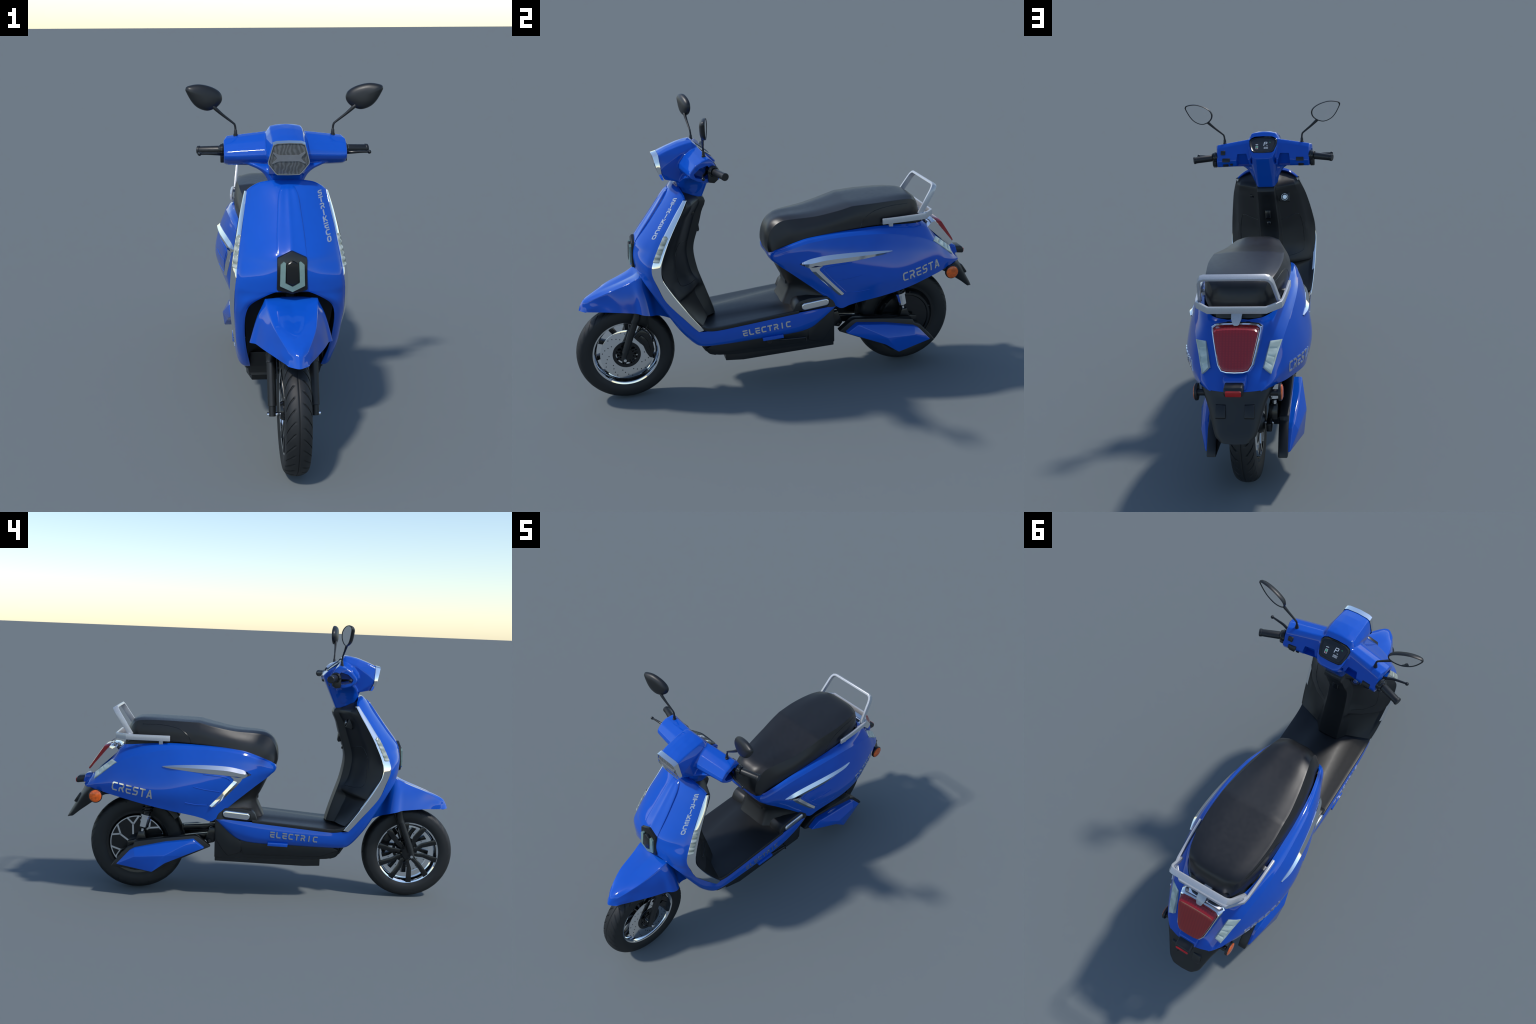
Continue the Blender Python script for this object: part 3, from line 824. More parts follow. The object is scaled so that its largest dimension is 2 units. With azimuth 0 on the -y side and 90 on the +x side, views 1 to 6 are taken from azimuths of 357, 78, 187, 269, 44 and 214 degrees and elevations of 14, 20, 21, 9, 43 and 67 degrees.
# ------------------------------------------------------------------ rear body shell: ribs from the nose under the seat back to the tail
# columns: seat-side edge, upper roll, shoulder crease, flank, widest, bottom edge
body_net = [
    [(0, -0.050, 0.692), (0, -0.060, 0.684), (0, -0.065, 0.672), (0, -0.064, 0.660), (0, -0.056, 0.648), (0, -0.040, 0.640)],
    [(0.080, -0.049, 0.692), (0.085, -0.059, 0.684), (0.089, -0.065, 0.672), (0.090, -0.064, 0.659), (0.088, -0.056, 0.646), (0.082, -0.042, 0.638)],
    [(0.112, -0.036, 0.698), (0.121, -0.044, 0.690), (0.127, -0.048, 0.678), (0.131, -0.047, 0.662), (0.132, -0.041, 0.645), (0.126, -0.030, 0.628)],
    [(0.130, 0.010, 0.718), (0.143, 0.008, 0.712), (0.152, 0.010, 0.700), (0.158, 0.016, 0.675), (0.159, 0.022, 0.638), (0.144, 0.036, 0.578)],
    [(0.150, 0.090, 0.748), (0.164, 0.090, 0.743), (0.174, 0.090, 0.730), (0.184, 0.092, 0.690), (0.191, 0.100, 0.610), (0.172, 0.135, 0.500)],
    [(0.163, 0.200, 0.766), (0.180, 0.200, 0.762), (0.193, 0.200, 0.750), (0.214, 0.205, 0.690), (0.227, 0.212, 0.580), (0.198, 0.250, 0.400)],
    [(0.168, 0.310, 0.775), (0.188, 0.310, 0.770), (0.203, 0.310, 0.756), (0.232, 0.315, 0.680), (0.249, 0.325, 0.560), (0.219, 0.345, 0.428)],
    [(0.169, 0.410, 0.779), (0.190, 0.410, 0.772), (0.208, 0.410, 0.755), (0.242, 0.412, 0.670), (0.262, 0.420, 0.550), (0.236, 0.440, 0.449)],
    [(0.166, 0.500, 0.778), (0.187, 0.500, 0.768), (0.206, 0.503, 0.746), (0.236, 0.505, 0.660), (0.258, 0.515, 0.550), (0.241, 0.525, 0.468)],
    [(0.157, 0.580, 0.772), (0.178, 0.585, 0.757), (0.198, 0.590, 0.726), (0.224, 0.595, 0.650), (0.243, 0.602, 0.555), (0.231, 0.605, 0.484)],
    [(0.138, 0.650, 0.764), (0.160, 0.658, 0.742), (0.184, 0.672, 0.700), (0.205, 0.680, 0.630), (0.217, 0.685, 0.560), (0.206, 0.690, 0.501)],
    [(0.098, 0.700, 0.757), (0.132, 0.718, 0.728), (0.170, 0.735, 0.668), (0.184, 0.745, 0.615), (0.190, 0.755, 0.565), (0.180, 0.765, 0.516)],
    [(0.045, 0.716, 0.752), (0.098, 0.740, 0.716), (0.152, 0.788, 0.626), (0.162, 0.797, 0.590), (0.166, 0.805, 0.560), (0.155, 0.815, 0.527)],
    [(0.000, 0.722, 0.746), (0.070, 0.760, 0.700), (0.138, 0.830, 0.592), (0.144, 0.838, 0.570), (0.145, 0.845, 0.553), (0.136, 0.850, 0.532)],
    [(0.000, 0.800, 0.665), (0.060, 0.810, 0.652), (0.122, 0.858, 0.570), (0.127, 0.864, 0.557), (0.128, 0.868, 0.547), (0.122, 0.871, 0.534)],
    [(0.000, 0.866, 0.600), (0.055, 0.864, 0.597), (0.108, 0.880, 0.555), (0.112, 0.884, 0.548), (0.112, 0.886, 0.542), (0.108, 0.887, 0.536)],
    [(0.000, 0.913, 0.541), (0.050, 0.909, 0.541), (0.096, 0.896, 0.540), (0.099, 0.896, 0.539), (0.100, 0.896, 0.538), (0.097, 0.896, 0.536)],
]
def mid_row(r0, r1, r2, r3):
    """extra rib between r1 and r2 that keeps the lower edge straight up to the corner"""
    out = []
    for c in range(6):
        P = V([r0[c], r1[c], r2[c], r3[c]])
        m = cr(P, 0.5)
        if c >= 4:
            m = m.lerp((P[1] + P[2]) / 2, 1.0 if c == 5 else 0.5)
        out.append(tuple(m))
    return out
body_net = body_net[:5] + [mid_row(*body_net[3:7])] + [body_net[5]] + [mid_row(*body_net[4:8])] + body_net[6:]
body = net_surface("rear_body", body_net, 7, 7, M_BLUE, ROOT, ref=(0, 0.35, 0.58), thick=0.004, smooth=30, creases=(2,), bev=0.003, bev_ang=14)
BODY_BVH = bvh_of(body)
def on_body(y, z, side=1):
    h = BODY_BVH.ray_cast(Vector((1.0 * side, y, z)), Vector((-side, 0, 0)))
    return h[0], h[1]

# chrome V on each flank
def v_bar(rows, lift, side, name):
    net = []
    for (a, b) in rows:
        pa, na = on_body(*a, side)
        pb, nb = on_body(*b, side)
        m = ((a[0] * 0.55 + b[0] * 0.45), (a[1] * 0.55 + b[1] * 0.45))
        pm, nm = on_body(*m, side)
        w = min(1.0, (Vector(a) - Vector(b)).length / 0.02)
        nx = Vector((side, 0, 0.0))
        net.append([pa - nx * 0.003, pa + nx * 0.002, pm + nx * (lift * w + 0.003), pb + nx * 0.002, pb - nx * 0.003])
    return net_surface(name, net, 5, 2, M_CHROME, ROOT, mirror=False, ref=(0, 0.2, 0.6), vlin=True, smooth=28)
up_rows = [((0.500, 0.6735), (0.499, 0.669)), ((0.430, 0.681), (0.438, 0.661)), ((0.304, 0.6845), (0.304, 0.646)), ((0.190, 0.679), (0.178, 0.634)), ((0.118, 0.665), (0.112, 0.619)), ((0.086, 0.652), (0.084, 0.628)), ((0.064, 0.640), (0.064, 0.637))]
lo_rows = [((0.104, 0.622), (0.166, 0.630)), ((0.116, 0.603), (0.150, 0.612)), ((0.140, 0.575), (0.166, 0.590)), ((0.190, 0.524), (0.214, 0.536)), ((0.236, 0.478), (0.260, 0.486)), ((0.246, 0.473), (0.264, 0.479))]
for s in (1, -1):
    v_bar(up_rows, 0.008, s, "chrome_flash")
    v_bar(lo_rows, 0.006, s, "chrome_flash_arm")
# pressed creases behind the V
for s in (1, -1):
    seam_on("body_crease", [(0, 0.300, 0.640), (0, 0.200, 0.627), (0, 0.170, 0.612), (0, 0.178, 0.596), (0, 0.230, 0.535), (0, 0.275, 0.487)], BODY_BVH, (-s, 0, 0), 0.0022, M_BLUE, ROOT, n=40, lift=0.0)
    seam_on("body_crease", [(0, 0.345, 0.578), (0, 0.29, 0.565), (0, 0.215, 0.553)], BODY_BVH, (-s, 0, 0), 0.0018, M_BLUE, ROOT, n=20, lift=0.0)
    seam_on("body_crease", [(0, 0.385, 0.497), (0, 0.33, 0.487), (0, 0.278, 0.484)], BODY_BVH, (-s, 0, 0), 0.0018, M_BLUE, ROOT, n=20, lift=0.0)

# dark filling inside the body so that no sky shows through
hull("inner_frame", [(sx * a, y, z) for sx in (-1, 1) for (a, y, z) in ((0.05, 0.02, 0.66), (0.05, 0.02, 0.5), (0.12, 0.20, 0.46), (0.12, 0.33, 0.52), (0.13, 0.30, 0.74), (0.12, 0.55, 0.74), (0.09, 0.66, 0.70), (0.08, 0.75, 0.60), (0.08, 0.80, 0.545), (0.09, 0.62, 0.54))], M_BLACK, ROOT)

# ------------------------------------------------------------------ tail light
tail = empty("tail_light", ROOT)
half = [(0.0, 0.0), (0.045, 0.006), (0.078, 0.022), (0.090, 0.075), (0.089, 0.16), (0.082, 0.36), (0.073, 0.60), (0.063, 0.84), (0.050, 0.955), (0.030, 0.988), (0.0, 0.994)]
outl = half + [(-x, s) for x, s in reversed(half[1:-1])]
def tail_ring(top, bot, kx, s0=0.0, s1=1.0):
    top, bot = Vector(top), Vector(bot)
    r = []
    for x, s in outl:
        p = top.lerp(bot, s0 + (s1 - s0) * s)
        r.append(Vector((x * kx, p.y, p.z)))
    return r
loft("tail_surround", [tail_ring((0, 0.718, 0.735), (0, 0.868, 0.592), 1.14), tail_ring((0, 0.730, 0.750), (0, 0.880, 0.600), 1.16), tail_ring((0, 0.740, 0.756), (0, 0.886, 0.605), 1.13), tail_ring((0, 0.762, 0.759), (0, 0.890, 0.608), 1.07),
                       tail_ring((0, 0.768, 0.756), (0, 0.889, 0.611), 1.02), tail_ring((0, 0.760, 0.745), (0, 0.880, 0.612), 0.98)], M_CHROME, tail, smooth=30)
loft("tail_lens", [tail_ring((0, 0.762, 0.752), (0, 0.885, 0.610), 1.0), tail_ring((0, 0.778, 0.7555), (0, 0.891, 0.6125), 0.985, 0.005, 0.995),
                   tail_ring((0, 0.800, 0.7500), (0, 0.8935, 0.6150), 0.94, 0.01, 0.985), tail_ring((0, 0.806, 0.7440), (0, 0.894, 0.6170), 0.88, 0.03, 0.965), tail_ring((0, 0.806, 0.7440), (0, 0.893, 0.6170), 0.60, 0.12, 0.90)], M_TAIL, tail, smooth=30)
# square rear reflector box
rb = empty("reflector_box", ROOT)
prism("reflector_housing", [(0.870, 0.552), (0.952, 0.541), (0.955, 0.560), (0.945, 0.577), (0.88, 0.582)], -0.036, 0.037, M_BLACK, rb, bev=0.006)
prism("reflector", [(0.940, 0.545), (0.957, 0.543), (0.958, 0.566), (0.940, 0.568)], -0.031, 0.031, M_REDBRIGHT, rb, bev=0.005)
hull("tail_lip", [(sx * a, y, z) for sx in (-1, 1) for (a, y, z) in ((0.048, 0.86, 0.60), (0.045, 0.905, 0.592), (0.044, 0.918, 0.548), (0.05, 0.86, 0.545))], M_BLUE, ROOT, bev=0.008, seg=3)

# rear turn lamps
for s in (1, -1):
    lamp = empty("rear_turn_lamp", ROOT)
    inner = V([(0.124, 0.757, 0.679), (0.117, 0.789, 0.653), (0.111, 0.817, 0.630), (0.105, 0.842, 0.609)])
    outer = V([(0.168, 0.728, 0.672), (0.154, 0.770, 0.640), (0.142, 0.810, 0.608), (0.131, 0.843, 0.581)])
    nrm = (outer[0] - inner[0]).cross(inner[3] - inner[0]).normalized()
    if nrm.y < 0: nrm = -nrm
    net = []
    for k in range(25):
        t = k / 24
        a, b = cr(inner, t), cr(outer, t)
        lift = 0.0055 if k % 6 else 0.0035
        net.append([a - nrm * 0.014, a + nrm * 0.005, a.lerp(b, 0.08) + nrm * lift, a.lerp(b, 0.78) + nrm * lift, a.lerp(b, 0.86) + nrm * 0.007, b + nrm * 0.005, b - nrm * 0.014])
    net = [[Vector((p.x * s, p.y, p.z)) + Vector((nrm.x * s, nrm.y, nrm.z)) * 0.002 for p in r] for r in net]
    net = [[p - Vector((nrm.x * s, nrm.y, nrm.z)) * 0.010 for p in net[0]]] + net + [[p - Vector((nrm.x * s, nrm.y, nrm.z)) * 0.010 for p in net[-1]]]
    net_surface("turn_lens", net, 1, 1, M_REARLENS, lamp, mirror=False, ref=(0, 0.6, 0.5), vlin=True, ulin=True, smooth=25)
    # amber side reflector on a black stalk
    o = lathe("reflector_disc", [(0.158, 0.0), (0.158, 0.0335), (0.166, 0.0345), (0.1685, 0.033), (0.1685, 0.0)], M_BLACK, lamp, seg=40, center=(0, 0.835, 0.500))
    o2 = lathe("amber_disc", [(0.166, 0.0), (0.166, 0.0305), (0.171, 0.0300), (0.174, 0.022), (0.175, 0.0)], M_ORANGE, lamp, seg=40, center=(0, 0.835, 0.500))
    o3 = lathe("reflector_stalk", [(0.10, 0.0), (0.10, 0.013), (0.16, 0.013), (0.16, 0.0)], M_BLACK, lamp, seg=20, center=(0, 0.845, 0.503))
    if s < 0:
        for q in (o, o2, o3):
            q.data.transform(Matrix.Scale(-1, 4, (1, 0, 0))); q.data.flip_normals()

# ------------------------------------------------------------------ rear mudguard
guard_net = [
    [(0, 0.905, 0.548), (0.060, 0.900, 0.545), (0.110, 0.878, 0.540), (0.137, 0.858, 0.534), (0.141, 0.82, 0.520), (0.138, 0.768, 0.507)],
    [(0, 0.915, 0.522), (0.062, 0.910, 0.520), (0.105, 0.896, 0.516), (0.124, 0.880, 0.510), (0.126, 0.85, 0.500), (0.124, 0.800, 0.499)],
    [(0, 0.934, 0.484), (0.064, 0.930, 0.483), (0.095, 0.920, 0.480), (0.108, 0.908, 0.475), (0.109, 0.885, 0.468), (0.107, 0.850, 0.465)],
    [(0, 0.960, 0.436), (0.060, 0.956, 0.435), (0.084, 0.948, 0.432), (0.093, 0.938, 0.428), (0.093, 0.920, 0.420), (0.091, 0.895, 0.431)],
    [(0, 0.985, 0.392), (0.050, 0.982, 0.391), (0.070, 0.976, 0.389), (0.078, 0.968, 0.385), (0.077, 0.958, 0.381), (0.075, 0.945, 0.394)],
    [(0, 0.998, 0.366), (0.040, 0.995, 0.367), (0.056, 0.988, 0.370), (0.062, 0.980, 0.372), (0.061, 0.974, 0.373), (0.058, 0.968, 0.377)],
]
guard = net_surface("rear_mudguard", guard_net, 6, 4, M_BLACK, ROOT, ref=(0, 0.82, 0.42), thick=0.004, smooth=35)
for s in (1, -1):
    hull("plate_bracket", [(s * x, y, z) for x in (0.036, 0.075) for (y, z) in ((0.915, 0.495), (0.930, 0.496), (0.957, 0.455), (0.953, 0.448), (0.93, 0.45))], M_BLACK, ROOT, bev=0.003)
# inner arch above the rear wheel
arch = []
for k in range(15):
    a = math.radians(25 + k * 10)
    r = 0.264
    arch.append([(0, RW.y + r * math.cos(a), RW.z + r * math.sin(a)), (0.05, RW.y + r * math.cos(a), RW.z + r * math.sin(a)), (0.075, RW.y + (r - 0.004) * math.cos(a), RW.z + (r - 0.004) * math.sin(a)), (0.082, RW.y + (r - 0.03) * math.cos(a), RW.z + (r - 0.03) * math.sin(a))])
net_surface("wheel_arch_liner", arch[6:13], 2, 2, M_BLACK, ROOT, ref=RW, thick=0.003)

# ------------------------------------------------------------------ seat
seat_net = [
    [(0, -0.064, 0.674), (0.050, -0.064, 0.674), (0.088, -0.060, 0.674), (0.106, -0.050, 0.673), (0.112, -0.044, 0.672)],
    [(0, -0.073, 0.710), (0.050, -0.073, 0.710), (0.086, -0.067, 0.710), (0.106, -0.051, 0.700), (0.114, -0.038, 0.677)],
    [(0, -0.069, 0.768), (0.046, -0.068, 0.768), (0.083, -0.058, 0.762), (0.106, -0.040, 0.725), (0.116, -0.025, 0.686)],
    [(0, -0.047, 0.812), (0.047, -0.046, 0.812), (0.085, -0.034, 0.803), (0.111, -0.015, 0.746), (0.120, -0.004, 0.696)],
    [(0, -0.012, 0.838), (0.052, -0.009, 0.838), (0.091, 0.002, 0.829), (0.119, 0.020, 0.768), (0.129, 0.030, 0.715)],
    [(0, 0.040, 0.847), (0.058, 0.042, 0.847), (0.103, 0.050, 0.838), (0.131, 0.062, 0.785), (0.142, 0.072, 0.738)],
    [(0, 0.150, 0.855), (0.070, 0.152, 0.855), (0.126, 0.158, 0.848), (0.151, 0.162, 0.806), (0.159, 0.165, 0.760)],
    [(0, 0.255, 0.876), (0.080, 0.258, 0.876), (0.144, 0.262, 0.869), (0.163, 0.264, 0.824), (0.168, 0.266, 0.774)],
    [(0, 0.325, 0.892), (0.088, 0.327, 0.892), (0.150, 0.330, 0.886), (0.166, 0.331, 0.838), (0.170, 0.333, 0.780)],
    [(0, 0.440, 0.897), (0.090, 0.440, 0.896), (0.154, 0.440, 0.890), (0.166, 0.440, 0.840), (0.168, 0.440, 0.786)],
    [(0, 0.550, 0.900), (0.086, 0.550, 0.899), (0.145, 0.548, 0.891), (0.156, 0.548, 0.840), (0.157, 0.548, 0.786)],
    [(0, 0.625, 0.898), (0.078, 0.622, 0.897), (0.130, 0.615, 0.887), (0.140, 0.615, 0.838), (0.141, 0.615, 0.783)],
    [(0, 0.662, 0.886), (0.070, 0.659, 0.885), (0.114, 0.648, 0.876), (0.124, 0.650, 0.830), (0.125, 0.652, 0.780)],
    [(0, 0.684, 0.855), (0.064, 0.681, 0.855), (0.102, 0.668, 0.850), (0.112, 0.670, 0.812), (0.113, 0.672, 0.776)],
    [(0, 0.696, 0.812), (0.060, 0.693, 0.812), (0.092, 0.682, 0.810), (0.101, 0.682, 0.790), (0.102, 0.684, 0.772)],
    [(0, 0.700, 0.772), (0.060, 0.697, 0.772), (0.088, 0.687, 0.772), (0.096, 0.686, 0.771), (0.097, 0.687, 0.770)],
]
seat_net = [[(x, y, z - 0.0025 * min(1, max(0, (z - 0.80) / 0.05))) for x, y, z in r] for r in seat_net]
seat = net_surface("seat", seat_net, 6, 6, M_SEAT, ROOT, ref=(0, 0.30, 0.76), thick=0.004, smooth=60, creases=(2,), ucreases=(8,))
bevel(seat, 0.005, 3, 18, 60)
SEAT_BVH = bvh_of(seat)
for s in (1, -1):
    seam_on("seat_seam", [(0, 0.365, 0.782), (0, 0.380, 0.815), (0, 0.415, 0.845), (0, 0.460, 0.860), (0, 0.53, 0.868), (0, 0.61, 0.866)], SEAT_BVH, (-s, 0, 0), 0.0013, M_GLOSS, ROOT, n=40)
hull("seat_pan", [(sx * a, y, z) for sx in (-1, 1) for (a, y, z) in ((0.09, -0.04, 0.70), (0.15, 0.25, 0.775), (0.155, 0.45, 0.782), (0.155, 0.45, 0.765), (0.14, 0.58, 0.765), (0.14, 0.58, 0.79), (0.11, 0.66, 0.79), (0.09, 0.692, 0.79), (0.09, 0.70, 0.755), (0.115, 0.66, 0.755), (0.06, 0.71, 0.755), (0.09, 0.0, 0.68))], M_BLACK, ROOT)

# ------------------------------------------------------------------ grab rail
rail = empty("grab_rail", ROOT)
low = [(0.182, 0.470, 0.803), (0.178, 0.560, 0.803), (0.171, 0.660, 0.803), (0.166, 0.686, 0.803), (0.114, 0.740, 0.803)]
lowbar = low + [(-x, y, z) for x, y, z in reversed(low)]
sweep_flat("lower_rail", lowbar, (0, 0, 1), 0.028, 0.011, M_SILVER, rail)
d = Vector((0, 0.50, 0.866)); nrm = (0, 0.866, -0.50)
loopp = [(0.157, 0.664, 0.812), (0.143, 0.729, 0.912), (0.139, 0.737, 0.925), (0.131, 0.744, 0.936), (0.118, 0.747, 0.941)]
loop = loopp + [(-x, y, z) for x, y, z in reversed(loopp)]
sweep_flat("upper_hoop", loop, nrm, 0.026, 0.012, M_SILVER, rail)
for s in (1, -1):
    box("rail_foot", (s * 0.160, 0.505, 0.770), (s * 0.176, 0.525, 0.795), M_SILVER, rail, bev=0.002)
    hull("rail_web", [(s * x, y, z) for (x, y, z) in ((0.150, 0.655, 0.808), (0.166, 0.655, 0.808), (0.168, 0.678, 0.808), (0.155, 0.682, 0.808), (0.149, 0.675, 0.832), (0.158, 0.675, 0.832))], M_SILVER, rail)
hull("rail_tab", [(sx * a, y, z) for sx in (-1, 1) for (a, y, z) in ((0.021, 0.738, 0.796), (0.021, 0.745, 0.790), (0.020, 0.764, 0.776), (0.012, 0.781, 0.760), (0.011, 0.776, 0.758), (0.018, 0.752, 0.776), (0.006, 0.783, 0.757))], M_SILVER, rail, bev=0.002)
box("rail_stay", (-0.018, 0.67, 0.775), (0.018, 0.742, 0.792), M_SILVER, rail, bev=0.002)

# ------------------------------------------------------------------ rear wheel with hub motor
rw = empty("rear_wheel", ROOT)
tyre("tyre", RW, RR, 0.053, rw, 34)
lathe("rim", [(-0.044, 0.162), (-0.042, 0.150), (-0.036, 0.152), (-0.030, 0.140), (0.030, 0.140), (0.036, 0.152), (0.042, 0.150), (0.044, 0.162), (0.038, 0.168), (-0.038, 0.168)],
      M_GLOSS, rw, seg=96, center=RW, closed=True, smooth=30)
lathe("hub_motor", [(-0.046, 0.0), (-0.046, 0.136), (-0.040, 0.143), (0.034, 0.143), (0.044, 0.138), (0.066, 0.130), (0.067, 0.120), (0.062, 0.116), (0.062, 0.030), (0.072, 0.026), (0.072, 0.0)], M_GLOSS, rw, seg=96, center=RW, smooth=25)
lathe("motor_ring", [(-0.049, 0.134), (-0.049, 0.139), (-0.040, 0.1435), (-0.040, 0.1335)], M_CHROME, rw, seg=96, center=RW, closed=True, smooth=30)
lathe("hub_cap", [(-0.070, 0.0), (-0.070, 0.028), (-0.060, 0.040), (-0.048, 0.046), (-0.044, 0.05), (-0.044, 0.0)], M_BLACK, rw, seg=48, center=RW, smooth=30)
# polished forked ribs on the -x face
def fork_rib():
    verts, faces = [], []
    def bar(p0, p1, w):
        p0, p1 = Vector((0, *p0)), Vector((0, *p1))
        d = (p1 - p0).normalized(); s = d.cross(Vector((1, 0, 0))) * w / 2
        b = len(verts)
        for p in (p0 - d * w * 0.2, p1 + d * w * 0.2):
            for (x, q) in ((-0.0485, s), (-0.042, s), (-0.042, -s), (-0.0485, -s)):
                v = p + q
                verts.append((x, v.y, v.z))
        for j in range(4):
            faces.append((b + j, b + (j + 1) % 4, b + 4 + (j + 1) % 4, b + 4 + j))
        faces.extend([(b, b + 1, b + 2, b + 3), (b + 4, b + 5, b + 6, b + 7)])
    bar((0.048, 0.0), (0.096, 0.024), 0.0085)
    bar((0.096, 0.024), (0.137, 0.012), 0.0085)
    bar((0.092, 0.022), (0.118, 0.070), 0.0085)
    return verts, faces
rv, rf = fork_rib()
rib0 = from_data("polished_rib", rv, rf, M_CHROME, rw, smooth=30)
rib0.location = RW
for k in range(7):
    o = rib0 if k == 0 else rib0.copy()
    if k:
        COL.objects.link(o)
    o.rotation_euler = (math.radians(k * 360 / 7 + 10), 0, 0)
boltv, boltf = [], []
for k in range(6):
    a = math.radians(60 * k + 20)
    b0 = len(boltv)
    cy, cz = RW.y + 0.134 * math.cos(a), RW.z + 0.134 * math.sin(a)
    for xx in (0.050, 0.064):
        for j in range(8):
            t = 2 * math.pi * j / 8
            boltv.append((xx, cy + 0.004 * math.cos(t), cz + 0.004 * math.sin(t)))
    boltf += [tuple(range(b0, b0 + 8)), tuple(range(b0 + 8, b0 + 16))] + [(b0 + j, b0 + (j + 1) % 8, b0 + 8 + (j + 1) % 8, b0 + 8 + j) for j in range(8)]
o = from_data("motor_bolts", boltv, boltf, M_BLACK, rw, smooth=30); o["kind"] = "stuff"
lathe("rear_axle", [(-0.105, 0.0), (-0.105, 0.010), (0.105, 0.010), (0.105, 0.0)], M_CHROME, rw, seg=20, center=RW)

# swing arm, shocks, covers
swing = empty("swing_arm", ROOT)
prism("arm_spine", [(0.20, 0.330), (0.40, 0.318), (0.40, 0.346), (0.20, 0.360)], -0.060, -0.030, M_GLOSS, swing, bev=0.004)
for s in (1, -1):
    prism("arm", [(0.380, 0.300), (0.600, 0.275), (0.680, 0.262), (0.680, 0.226), (0.590, 0.226), (0.380, 0.262)], s * 0.078, s * 0.100, M_GLOSS, swing, bev=0.003)
    prism("arm_link", [(0.24, 0.318), (0.40, 0.298), (0.40, 0.262), (0.255, 0.280)], s * 0.060, s * 0.088, M_GLOSS, swing, bev=0.003)
    hull("pivot_bracket", [(s * x, y, z) for x in (0.095, 0.125) for (y, z) in ((0.215, 0.345), (0.262, 0.352), (0.285, 0.290), (0.268, 0.268), (0.240, 0.275), (0.215, 0.30))], M_GLOSS, swing, bev=0.003)
    lathe("pivot_bolt", [(0.09, 0), (0.09, 0.008), (0.129, 0.008), (0.129, 0)] if s > 0 else [(-0.129, 0), (-0.129, 0.008), (-0.09, 0.008), (-0.09, 0)], M_BLACK, swing, seg=14, center=(0, 0.262, 0.283))
    # shock absorber
    sh = empty("shock_absorber", ROOT)
    bot, top = Vector((s * 0.108, 0.606, 0.303)), Vector((s * 0.108, 0.560, 0.520))
    dd = (top - bot)
    L = dd.length
    o = lathe("damper_body", [(0.030, 0.0), (0.030, 0.013), (0.040, 0.0235), (0.092, 0.0255), (0.094, 0.030), (0.104, 0.031), (0.106, 0.026), (0.106, 0.0)], M_CHROME, sh, seg=14, smooth=20)
    place_along(o, bot, top)
    o = lathe("damper_rod", [(0.10, 0.0), (0.10, 0.020), (L, 0.020), (L, 0.0)], M_GLOSS, sh, seg=16, smooth=25)
    place_along(o, bot, top)
    o = lathe("damper_eye", [(-0.012, 0.007), (-0.012, 0.014), (0.012, 0.014), (0.012, 0.007)], M_CHROME, sh, seg=20, center=bot, closed=True)
    o = lathe("damper_stem", [(0.0, 0.008), (0.036, 0.010)], M_CHROME, sh, seg=16)
    place_along(o, bot + dd.normalized() * 0.006, top)
    hp = []
    for k in range(90):
        t = k / 89
        a = 2 * math.pi * 6 * t
        c = bot + dd * (0.52 + 0.46 * t)
        u = Vector((1, 0, 0)); v = dd.normalized().cross(u)
        hp.append(c + (u * math.cos(a) + v * math.sin(a)) * 0.024)
    tube("coil_spring", [tuple(q) for q in hp], 0.0045, M_GLOSS, sh, n=8)
    hull("shock_mount", [(s * x, y, z) for x in (0.085, 0.122) for (y, z) in ((0.575, 0.260), (0.640, 0.260), (0.622, 0.318), (0.596, 0.318))], M_GLOSS, sh, bev=0.004)
    # cover: black carrier with faceted blue panel
    cov = empty("swing_arm_cover", ROOT)
    out = [(0.752, 0.146), (0.735, 0.172), (0.676, 0.240), (0.642, 0.256), (0.635, 0.276), (0.535, 0.293), (0.454, 0.304), (0.335, 0.318), (0.318, 0.312), (0.254, 0.262), (0.394, 0.198), (0.470, 0.166), (0.530, 0.118), (0.560, 0.122)]
    prism("cover_carrier", out, s * 0.128, s * 0.168, M_BLACK, cov, bev=0.005)
    A, B, C, D, E_ = (0.176, 0.726, 0.158), (0.184, 0.660, 0.232), (0.188, 0.636, 0.246), (0.200, 0.483, 0.282), (0.203, 0.341, 0.301)
    F, G, H, I, J, K = (0.196, 0.286, 0.259), (0.206, 0.393, 0.215), (0.212, 0.480, 0.178), (0.221, 0.543, 0.134), (0.231, 0.482, 0.222), (0.207, 0.631, 0.206)
    top_pts = [A, B, C, D, E_, F, G, H, I, J, K]
    verts = [(s * x, y, z) for x, y, z in top_pts] + [(s * 0.150, y, z) for x, y, z in top_pts[:9]]
    faces = [(4, 5, 6, 9), (9, 6, 7, 8), (3, 4, 9), (2, 3, 9, 10), (0, 1, 2, 10), (0, 10, 9, 8)]
    faces += [(i, (i + 1) % 9, (i + 1) % 9 + 11, i + 11) for i in range(9)]
    faces.append(tuple(range(11, 20)))
    o = from_data("cover_panel", verts, faces, M_BLUE, cov, smooth=20)
    bevel(o, 0.004, 3, 8, 30)
    hull("cover_arm", [(s * x, y, z) for x in (0.085, 0.15) for (y, z) in ((0.36, 0.300), (0.36, 0.255), (0.60, 0.215), (0.62, 0.26))], M_GLOSS, cov)

